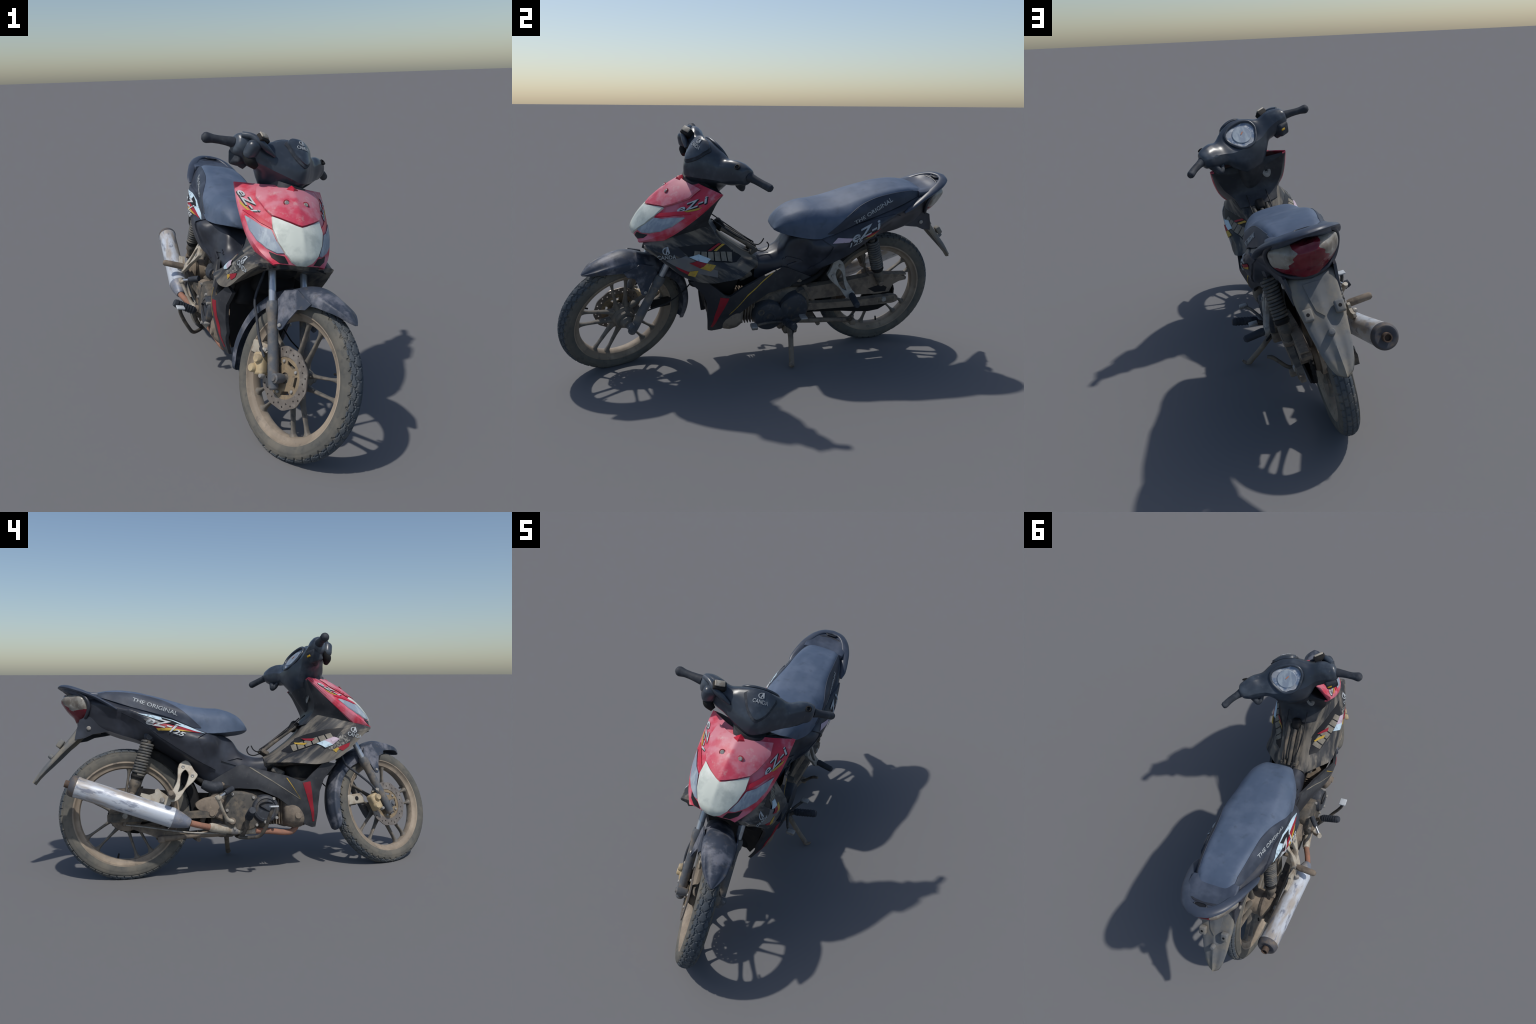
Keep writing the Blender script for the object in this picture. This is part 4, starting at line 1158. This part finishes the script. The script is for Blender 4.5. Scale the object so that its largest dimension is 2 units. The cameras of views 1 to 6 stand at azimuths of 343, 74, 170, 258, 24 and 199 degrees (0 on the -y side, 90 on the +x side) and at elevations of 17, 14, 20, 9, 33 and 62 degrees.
for s in (-1, 1):
    c = side_panel("lower_cowl", CO, CX, 'black', s, None, .014, .012)
    cowls[s] = c
    tcw = tree_of(c)
    sticker("sticker_stripe", [(-.243, .415), (-.283, .42), (-.302, .30), (-.312, .228), (-.303, .226), (-.285, .29)], s, tcw, 'crimson', c)
    if s < 0:
        sticker("pin_stripe", [(.000, .500), (-.10, .430), (-.234, .334), (-.228, .342), (-.10, .436), (-.004, .504)], s, tcw, 'slat', c)
        sticker("pin_stripe", [(-.169, .442), (-.236, .336), (-.231, .342), (-.175, .44)], s, tcw, 'yellow', c)
    else:
        sticker("pin_stripe", [(-.007, .503), (-.08, .455), (-.153, .402), (-.235, .31), (-.225, .326), (-.15, .412), (-.075, .464), (-.01, .507)], s, tcw, 'yellow', c)
# dark structure inside: frame spine, airbox, inner fender
frame = group("frame")
box("spine", (0, -.06, .45), (.12, .34, .13), 'dark', frame, None, .02, Matrix.Rotation(math.radians(-8), 4, 'X'))
box("air_box", (0, -.34, .56), (.17, .22, .15), 'dark', frame, None, .03, Matrix.Rotation(math.radians(-25), 4, 'X'))
box("radiator_guard", (0, -.275, .36), (.15, .05, .26), 'dark', frame, None, .015, Matrix.Rotation(math.radians(-6), 4, 'X'))
for s in (-1, 1):
    box("inner_cover", (s * .095, -.30, .475), (.07, .22, .11), 'dark', frame, None, .02, Matrix.Rotation(math.radians(-18), 4, 'X'))
box("steering_head", (0, -.46, .68), (.10, .09, .18), 'dark', frame, None, .02, Matrix.Rotation(math.radians(-25), 4, 'X'))
box("under_seat_tray", (0, .33, .60), (.12, .34, .04), 'dark', frame, None, .015, Matrix.Rotation(math.radians(32), 4, 'X'))
rows = []
for y, z, w in ((-.612, .672, .11), (-.58, .662, .135), (-.52, .648, .15), (-.455, .612, .15), (-.40, .55, .145), (-.355, .47, .145), (-.330, .38, .13), (-.312, .29, .112), (-.298, .235, .09)):
    rows.append([(-w, y - .012, z - .012), (-w * .6, y, z), (0, y + .01, z + .008), (w * .6, y, z), (w, y - .012, z - .012)])
G = skin_points(rows, 20, 40)
V, F = thicken(G.reshape(-1, 3), grid_faces(40, 20), [Vector((0, .7, .7))] * 800, .012)
mesh_obj("front_liner", V, F, 'dark', frame, None, 45)
for s in (-1, 1):
    tube("seat_rail", [(s * .075, .02, .41), (s * .09, .14, .41), (s * .08, .22, .44), (s * .06, .30, .53)], .012, 'dark', frame, None, 30, 10)
    tube("frame_tube", [(s * .08, .12, .43), (s * .082, .17, .37), (s * .08, .21, .30), (s * .075, .23, .25)], .013, 'mud', frame, None, 20, 12)
    # fuel-tap style peg seen in the gap under the wing
    box("inner_tab", (s * .085, -.15, .475), (.03, .07, .03), 'wing', frame, None, .008, Matrix.Rotation(math.radians(25), 4, 'X'))
rows = []
for i in range(12):                                          # hugger in front of the rear tyre
    a = math.radians(112 + i * 7)
    w = .05 + .012 * math.sin(math.pi * i / 11)
    r = .335 + .02 * (i / 11)
    rows.append([(x, .5789 + rr * math.cos(a), .3046 + rr * math.sin(a)) for x, rr in ((-w, r - .045), (-w * .95, r - .01), (-w * .6, r), (0, r + .004), (w * .6, r), (w * .95, r - .01), (w, r - .045))])
G = skin_points(rows, 26, 40)
V, F = thicken(G.reshape(-1, 3), grid_faces(40, 26), [Vector((0, -(v[1] - .5789), -(v[2] - .3046))).normalized() for v in G.reshape(-1, 3)], .004)
mesh_obj("inner_fender", V, F, 'dark', frame, None, 45)

# ------------------------------------------------------------------ engine
eng = group("engine")
loft_mirror("crankcase", [[(0, y, t), (w * .8, y, t), (w, y, t - .03), (w, y, (t + b) / 2), (w, y, b + .03), (w * .75, y, b), (0, y, b)] for y, w, t, b in ((-.10, .085, .36, .225), (-.06, .105, .375, .205), (0, .11, .385, .195), (.06, .108, .39, .185), (.11, .10, .40, .175), (.155, .09, .395, .18), (.185, .075, .37, .20))], 34, 30, 'engine', eng, None, smooth=45, wobble=.003)
loft_mirror("cylinder_head", [[(0, y, t), (w * .8, y, t), (w, y, t - .02), (w, y, b + .02), (w * .8, y, b), (0, y, b)] for y, w, t, b in ((-.275, .085, .31, .225), (-.255, .135, .325, .21), (-.20, .146, .345, .21), (-.165, .136, .34, .225), (-.15, .09, .335, .235), (-.09, .09, .34, .235))], 30, 26, 'mud', eng, None, smooth=45, wobble=.003)
for k in range(5):
    box("cooling_fin", (0, -.155 + k * .014, .287), (.21, .006, .13), 'mud', eng, None, .002)
lathe("head_bolt", [(-.02, .001), (-.02, .016), (.0, .02), (.012, .02)], 'mud', eng, Matrix.Translation((-.145, -.222, .262)), 20)
# left side covers
lathe("magneto_cover", [(.07, .076), (.136, .076), (.147, .070), (.152, .055), (.152, .034), (.155, .032), (.155, .022), (.151, .02), (.151, .001)], 'engineblack', eng, Matrix.Translation((0, -.032, .27)), 48)
lathe("cover_plug", [(.0, .016), (.006, .016), (.006, .010), (.003, .009), (.003, .001)], 'engine', eng, Matrix.Translation((.148, -.075, .302)), 20)
loft_ring("sprocket_cover", [[(x, .035 - k, .345 - k), (x, .12, .375 - k), (x, .155 - k, .34), (x, .155 - k, .25 + k), (x, .12, .215 + k), (x, .03, .222 + k), (x, .02 + k, .28)] for x, k in ((.06, 0), (.130, 0), (.142, .004), (.147, .012))], 40, 8, 'engineblack', eng, None, smooth=45, wobble=.0015)
loft_ring("rear_case", [[(x, .10, .37), (x, .14, .395), (x, .165, .36), (x, .17, .28), (x, .15, .23), (x, .11, .25)] for x in (.05, .115, .125)], 30, 6, 'engine', eng, None, smooth=45, wobble=.002)
# right side: clutch cover and kick housing
lathe("clutch_cover", [(-.06, .07), (-.125, .069), (-.150, .066), (-.160, .060), (-.164, .050), (-.160, .046), (-.162, .030), (-.163, .001)], 'engineblack', eng, Matrix.Translation((0, -.066, .299)), 48)
loft_ring("gear_case", [[(-x, -.03, .36 - k), (-x, .04, .385 - k), (-x, .10 - k, .385 - k), (-x, .13 - k, .31), (-x, .12 - k, .22 + k), (-x, .06, .2 + k), (-x, -.02, .215 + k)] for x, k in ((.06, 0), (.130, 0), (.142, .004), (.146, .014))], 40, 8, 'engine', eng, None, smooth=45, wobble=.003)
for y, z in ((-.01, .355), (.09, .375), (.118, .30), (-.02, .225), (.085, .215), (-.105, .345), (-.115, .255), (-.06, .237)):
    lathe("case_bolt", [(-.154, .0), (-.154, .0065), (-.148, .008), (-.13, .008)], 'bolt', eng, Matrix.Translation((0 if y > -.05 and y < .13 and z != .237 else -.014, y, z)), 12)
tube("clutch_badge", [(-.163, -.10, .325), (-.166, -.06, .33), (-.166, -.035, .318), (-.165, -.06, .298), (-.164, -.09, .283)], [.003, .006, .006, .005, .002], 'ink', eng, None, 20, 8, .5)
# carburettor area under the body
box("carburettor", (0.0, .02, .425), (.13, .10, .06), 'dark', eng, None, .02)
tube("intake_hose", [(.06, -.02, .40), (.05, -.08, .40), (.02, -.13, .37)], .018, 'rubber', eng, None, 18, 12)
tube("rubber_boot", [(-.08, .13, .415), (-.085, .17, .41), (-.075, .22, .43)], [.028, .03, .022], 'rubber', eng, None, 18, 12)
# kick starter
tube("kick_shaft", [(-.12, .10, .245), (-.15, .097, .248), (-.165, .097, .25)], [.016, .018, .015], 'mud', eng, None, 12, 14)
tube("kick_lever", [(-.155, .095, .248), (-.165, .115, .255), (-.19, .14, .29), (-.215, .16, .335), (-.229, .171, .362)], [.012, .009, .0075, .008, .011], 'bracket', eng, None, 24, 12)
tube("kick_knuckle", [(-.232, .176, .37), (-.228, .168, .357), (-.218, .155, .366)], [.011, .012, .007], 'bracket', eng, None, 12, 12)
tube("kick_arm", [(-.222, .16, .366), (-.205, .14, .376), (-.195, .128, .383)], .006, 'chrome', eng, None, 10, 10)
tube("kick_pedal", [(-.2, .134, .38), (-.18, .11, .392), (-.165, .092, .401)], [.012, .014, .013], 'rubber', eng, None, 14, 14)

# ------------------------------------------------------------------ foot controls
ctl = group("foot_controls")
tube("step_bar", [(-.19, .025, .262), (-.15, .03, .235), (-.10, .04, .178), (0, .045, .168), (.10, .04, .178), (.15, .035, .225), (.19, .04, .262)], .0105, 'engine', ctl, None, 40, 12)
for s, root_p, tip in ((-1, (-.18, .024, .262), (-.283, .024, .298)), (1, (.185, .038, .262), (.297, .045, .297))):
    cylinder("foot_peg", root_p, tip, [(0, .014), (.05, .0175), (.95, .0175), (1, .015)], 'rubber', ctl, None, 16)
    a, b = Vector(root_p), Vector(tip)
    for k in range(7):
        p0, p1 = a.lerp(b, .12 + .12 * k), a.lerp(b, .165 + .12 * k)
        cylinder("peg_rib", p0, p1, [(0, .0195), (1, .0195)], 'rubber', ctl, None, 16)
tube("peg_bracket", [(-.182, .024, .265), (-.178, .03, .245), (-.165, .035, .215), (-.14, .045, .185), (-.11, .06, .17)], [.017, .012, .009, .009, .008], 'engine', ctl, None, 20, 12)
tube("brake_pedal", [(-.275, -.073, .306), (-.272, -.066, .29), (-.25, -.055, .25), (-.22, -.045, .21), (-.19, -.025, .177), (-.15, .02, .168), (-.12, .06, .17)], .0085, 'engine', ctl, None, 36, 12)
box("pedal_pad", (-.275, -.077, .310), (.036, .04, .008), 'white', ctl, None, .003)
tube("gear_lever", [(.222, -.122, .274), (.205, -.105, .268), (.185, -.06, .262), (.165, 0, .25), (.16, .05, .243), (.18, .09, .265), (.205, .115, .29)], .0075, 'engine', ctl, None, 36, 10, .8)
box("lever_pad", (.224, -.128, .274), (.042, .03, .018), 'steel', ctl, None, .005)
box("lever_pad", (.21, .118, .293), (.042, .034, .01), 'steel', ctl, None, .004)
# side stand
tube("side_stand", [(.135, .075, .195), (.16, .078, .175), (.20, .072, .138), (.25, .062, .096), (.280, .056, .072)], [.018, .0135, .0125, .0125, .013], 'mud', ctl, None, 24, 14)
tube("stand_foot", [(.274, .055, .080), (.284, .054, .073), (.296, .052, .078), (.306, .05, .092)], [.013, .014, .011, .006], 'mud', ctl, None, 14, 12, .7)
tube("stand_spring", [(.145, .10, .20), (.17, .085, .172), (.205, .075, .14)], .006, 'dark', ctl, None, 16, 8)
box("stand_bracket", (.12, .085, .185), (.05, .07, .05), 'mud', ctl, None, .01)
# centre stand tucked up
for s in (-1, 1):
    tube("centre_stand", [(s * .085, .12, .20), (s * .09, .22, .192), (s * .095, .33, .187), (s * .103, .40, .183), (s * .106, .425, .182)], [.014, .013, .012, .013, .017], 'mud', ctl, None, 24, 12)
    box("stand_shoe", (s * .108, .425, .180), (.05, .032, .03), 'mud', ctl, None, .008)
tube("stand_cross_bar", [(-.09, .25, .168), (.09, .25, .168)], .011, 'mud', ctl, None, 6, 10)
tube("stand_pedal", [(.105, .40, .185), (.13, .405, .20), (.16, .40, .235), (.185, .387, .258), (.2, .382, .263)], [.008, .008, .008, .009, .006], 'engine', ctl, None, 22, 10)
box("skid_plate", (0, .16, .19), (.16, .15, .03), 'mud', ctl, None, .01)

# ------------------------------------------------------------------ rear suspension
susp = group("rear_suspension")
for s in (-1, 1):
    x0 = s * .104
    # pressed-steel arm with folded edges
    loft_ring("swing_arm", [[(x0 - s * w, y, z + h), (x0 + s * w, y, z + h), (x0 + s * w, y, z - h), (x0 - s * w, y, z - h)] for y, z, w, h in ((.17, .290, .012, .022), (.25, .288, .014, .018), (.45, .286, .014, .019), (.60, .290, .013, .022), (.64, .291, .012, .022), (.665, .290, .010, .014))], 20, 30, 'mud' if s > 0 else 'engine', susp, None, crease_u=(0, 1, 2, 3), smooth=40)
    lathe("axle_nut", [(0, .001), (0, .012), (s * -.008, .016), (s * -.016, .016)], 'bolt', susp, Matrix.Translation((s * .124, .585, .2955)), 8)
    lathe("arm_pivot", [(0, .001), (0, .013), (s * -.008, .017), (s * -.02, .017)], 'mud', susp, Matrix.Translation((s * .122, .185, .288)), 16)
    box("chain_adjuster", (s * .112, .60, .292), (.016, .09, .03), 'engine', susp, None, .006)
    # shock absorber
    top, bot = Vector((s * .118, .468, .640)), Vector((s * .108, .553, .395))
    d = (bot - top)
    cylinder("shock_tube", top, bot, [(0, .016), (.06, .016), (.06, .019), (.64, .019), (.64, .024), (.7, .026), (.74, .022), (.78, .027), (.84, .027), (.88, .021), (.93, .02), (1, .015)], 'engine', susp, None, 24)
    m = along(top, bot)
    L = d.length
    hel = []
    turns, n = 12, 12 * 16
    for i in range(n + 1):
        a = 2 * math.pi * turns * i / n
        hel.append(m @ Vector((.0265 * math.cos(a), .0265 * math.sin(a), L * (.03 + .61 * i / n))))
    V, F = tube_data([tuple(p) for p in hel], .0062, n + 1, 8, 1.0, False)
    mesh_obj("shock_spring", V, F, 'spring', susp, None, 60)
    cylinder("spring_seat", top.lerp(bot, .64), top.lerp(bot, .72), [(0, .028), (.5, .031), (1, .026)], 'dark', susp, None, 24)
    cylinder("shock_eye", bot + Vector((-s * .018, 0, -.004)), bot + Vector((s * .02, 0, -.004)), [(0, .014), (.5, .017), (1, .012)], 'mud', susp, None, 18)
    cylinder("shock_mount", top + Vector((-s * .02, -.005, .02)), top + Vector((s * .012, -.005, .016)), [(0, .02), (.7, .026), (1, .014)], 'panel', susp, None, 20)
# chain case and chain on the left
def flat_case(name, out, x, t, mat, parent):
    V2, F2 = fill_polygon(out, .03)
    V = [Vector((x, a, b)) for a, b, _ in V2]
    V, F2 = thicken(V, F2, [Vector((-1 if x > 0 else 1, 0, 0))] * len(V), t)
    return mesh_obj(name, V, F2, mat, parent, None, 30)


flat_case("chain_case", [(.15, .385), (.235, .392), (.36, .405), (.50, .424), (.58, .428), (.66, .42), (.708, .402), (.706, .388), (.67, .382), (.638, .366), (.622, .325), (.56, .318), (.45, .322), (.36, .325), (.24, .318), (.15, .318)], .094, .04, 'mud', susp)
box("chain_case_lip", (.078, .60, .424), (.036, .21, .008), 'mud', susp, None, .003, Matrix.Rotation(-.05, 4, 'X'))
flat_case("case_opening", [(.50, .352), (.57, .372), (.605, .352), (.60, .33), (.54, .328)], .0955, .003, 'ink', susp)
ch = bmesh.new()
loop = []
c1, r1, c2, r2 = Vector((.145, .30)), .035, Vector((.579, .3046)), .083
for i in range(50):
    t = i / 49
    loop.append((c1.x + (c2.x - c1.x) * t, c1.y - r1 + ((c2.y - r2) - (c1.y - r1)) * t, math.atan2((c2.y - r2) - (c1.y - r1), c2.x - c1.x)))
for i in range(24):
    a = -math.pi / 2 + math.pi * i / 23
    loop.append((c2.x + r2 * math.cos(a), c2.y + r2 * math.sin(a), a + math.pi / 2))
for i, (y, z, a) in enumerate(loop):
    w = .012 if i % 2 else .009
    mat4 = Matrix.Translation((.062, y, z)) @ Matrix.Rotation(a, 4, 'X') @ Matrix.Diagonal((w, .0115, .0085, 1))
    bmesh.ops.create_cube(ch, size=1.0, matrix=mat4)
me = bpy.data.meshes.new("chain"); ch.to_mesh(me); ch.free(); me.materials.append(M['dark'])
chain = finish("chain", me, susp, 30); chain["kind"] = "stuff"
flat_case("lower_chain_guard", [(.18, .270), (.62, .272), (.65, .262), (.625, .235), (.585, .212), (.53, .205), (.45, .212), (.36, .225), (.18, .235)], .076, .02, 'dark', susp)
# right side arm box, brake rod
loft_ring("arm_cover", [[(x, .125, .345 - k), (x, .24, .352 - k), (x, .262, .335), (x, .25, .312), (x, .20, .29 + k), (x, .155, .262 + k), (x, .12, .25 + k), (x, .118, .30)] for x, k in ((-.075, 0), (-.112, 0), (-.118, .006))], 40, 6, 'mud', susp, None, smooth=40, wobble=.0015)
tube("brake_rod", [(-.10, .12, .19), (-.105, .30, .205), (-.105, .52, .245), (-.10, .59, .255)], .0045, 'steel', susp, None, 20, 8)
tube("brake_arm", [(-.092, .575, .30), (-.1, .585, .27), (-.102, .592, .25)], [.012, .009, .008], 'mud', susp, None, 10, 10)
flat_case("torque_plate", [(.30, .20), (.42, .235), (.55, .26), (.56, .235), (.47, .20), (.40, .165), (.32, .175)], -.092, .008, 'mud', susp)

# ------------------------------------------------------------------ pillion brackets and pegs
for s in (-1, 1):
    def br(y, z, dx=0.0):
        x = .120 + (.512 - z) * .36 + dx
        return (s * x, y, z)
    br_out = [(.300, .540), (.322, .53), (.345, .44), (.372, .395), (.385, .375), (.378, .355), (.355, .358), (.31, .41), (.262, .455), (.252, .472), (.262, .486)]
    hz = hermite([(a, b, 0) for a, b in br_out], 50, True)
    inner = hermite([(a, b, 0) for a, b in [(.305, .50), (.318, .492), (.338, .42), (.346, .392), (.335, .395), (.292, .455), (.288, .475)]], 30, True)
    cu = bpy.data.curves.new("b", 'CURVE'); cu.dimensions = '2D'; cu.fill_mode = 'BOTH'; cu.extrude = .007; cu.bevel_depth = .003; cu.bevel_resolution = 2
    for pts in (hz, inner):
        sp = cu.splines.new('POLY'); sp.points.add(len(pts) - 1)
        for p, v in zip(sp.points, pts):
            p.co = (v[0], v[1], 0, 1)
        sp.use_cyclic_u = True
    ob = bpy.data.objects.new("b", cu); COL.objects.link(ob); bpy.context.view_layer.update()
    me = bpy.data.meshes.new_from_object(ob.evaluated_get(bpy.context.evaluated_depsgraph_get())); bpy.data.objects.remove(ob)
    for v in me.vertices:
        y, z, w = v.co
        v.co = Vector((s * (.120 + (.512 - z) * .36 + w), y, z))
    bm = bmesh.new(); bm.from_mesh(me); bmesh.ops.recalc_face_normals(bm, faces=bm.faces); bm.to_mesh(me); bm.free()
    me.materials.clear(); me.materials.append(M['bracket'] if s < 0 else M['steel'])
    brk = finish("pillion_bracket", me, None, 35)
    for y, z in ((.314, .512), (.274, .468)):
        x = .120 + (.512 - z) * .36 + .012
        lathe("bracket_bolt", [(0, .001), (s * .003, .006), (s * .002, .008), (s * -.006, .0085)], 'bolt', brk, Matrix.Translation((s * x, y, z)), 12)
    a, b = Vector((s * .168, .371, .376)), Vector((-.284, .385, .388)) if s < 0 else Vector((.27, .365, .361))
    cylinder("pillion_peg", a, b, [(0, .010), (.08, .013), (.2, .0165), (.92, .0155), (1, .009)], 'rubber' if s > 0 else 'mud', brk, None, 18)
    cylinder("peg_pivot", a + Vector((-s * .01, 0, 0)), a + Vector((s * .012, 0, 0)), [(0, .016), (.8, .017), (1, .012)], 'steel', brk, None, 20)

# ------------------------------------------------------------------ exhaust
ex = group("exhaust")
A, Bt = Vector((-.190, .297, .250)), Vector((-.194, .814, .444))
cylinder("muffler", A, Bt, [(0, .018), (.01, .022), (.04, .027), (.09, .036), (.145, .0435), (.15, .0465), (.17, .0465), (.175, .0455), (.6, .046), (.93, .046), (.94, .0475), (.965, .0475), (.985, .045), (1, .042)], 'muffler', ex, None, 48)
cylinder("muffler_cone", A.lerp(Bt, .0), A.lerp(Bt, .15), [(0, .0195), (.08, .0235), (.27, .0288), (.6, .0378), (.95, .0446), (1, .045)], 'heat', ex, None, 48)
cylinder("muffler_cap", A.lerp(Bt, .955), A.lerp(Bt, 1.012), [(0, .0485), (.35, .0485), (.75, .045), (.9, .040), (.92, .034), (.8, .026), (.8, .001)], 'mufflerend', ex, None, 48)
cylinder("tail_pipe", A.lerp(Bt, .99), A.lerp(Bt, 1.045), [(0, .017), (.7, .017), (1, .016), (1, .012), (.5, .011), (.5, .001)], 'pipeend', ex, None, 28)
pp = [(-.192, .297, .252), (-.172, .25, .238), (-.142, .188, .224), (-.128, .12, .212), (-.116, .04, .203), (-.106, -.04, .195), (-.098, -.11, .188), (-.092, -.17, .180), (-.088, -.205, .183), (-.082, -.228, .205), (-.07, -.238, .24)]
tube("exhaust_pipe", pp, .0145, 'rust', ex, None, 70, 18)
tube("pipe_shield", [(-.148, .205, .228), (-.142, .188, .224), (-.128, .12, .212), (-.116, .04, .203), (-.104, -.02, .197)], [.017, .0205, .0205, .02, .021, .0195, .018], 'bracket', ex, None, 40, 20)
tube("shield_clamp", [(-.1245, .10, .2095), (-.1205, .07, .2065)], .0225, 'heat', ex, None, 6, 20)
flat_case("muffler_hanger", [(.372, .36), (.40, .385), (.42, .40), (.435, .415), (.448, .41), (.45, .395), (.475, .388), (.51, .398), (.515, .385), (.47, .355), (.42, .338), (.385, .335)], -.176, .012, 'bracket', ex)
lathe("hanger_bolt", [(-.012, .001), (-.012, .009), (-.006, .012), (.002, .012)], 'bolt', ex, Matrix.Translation((-.190, .418, .362)), 14)
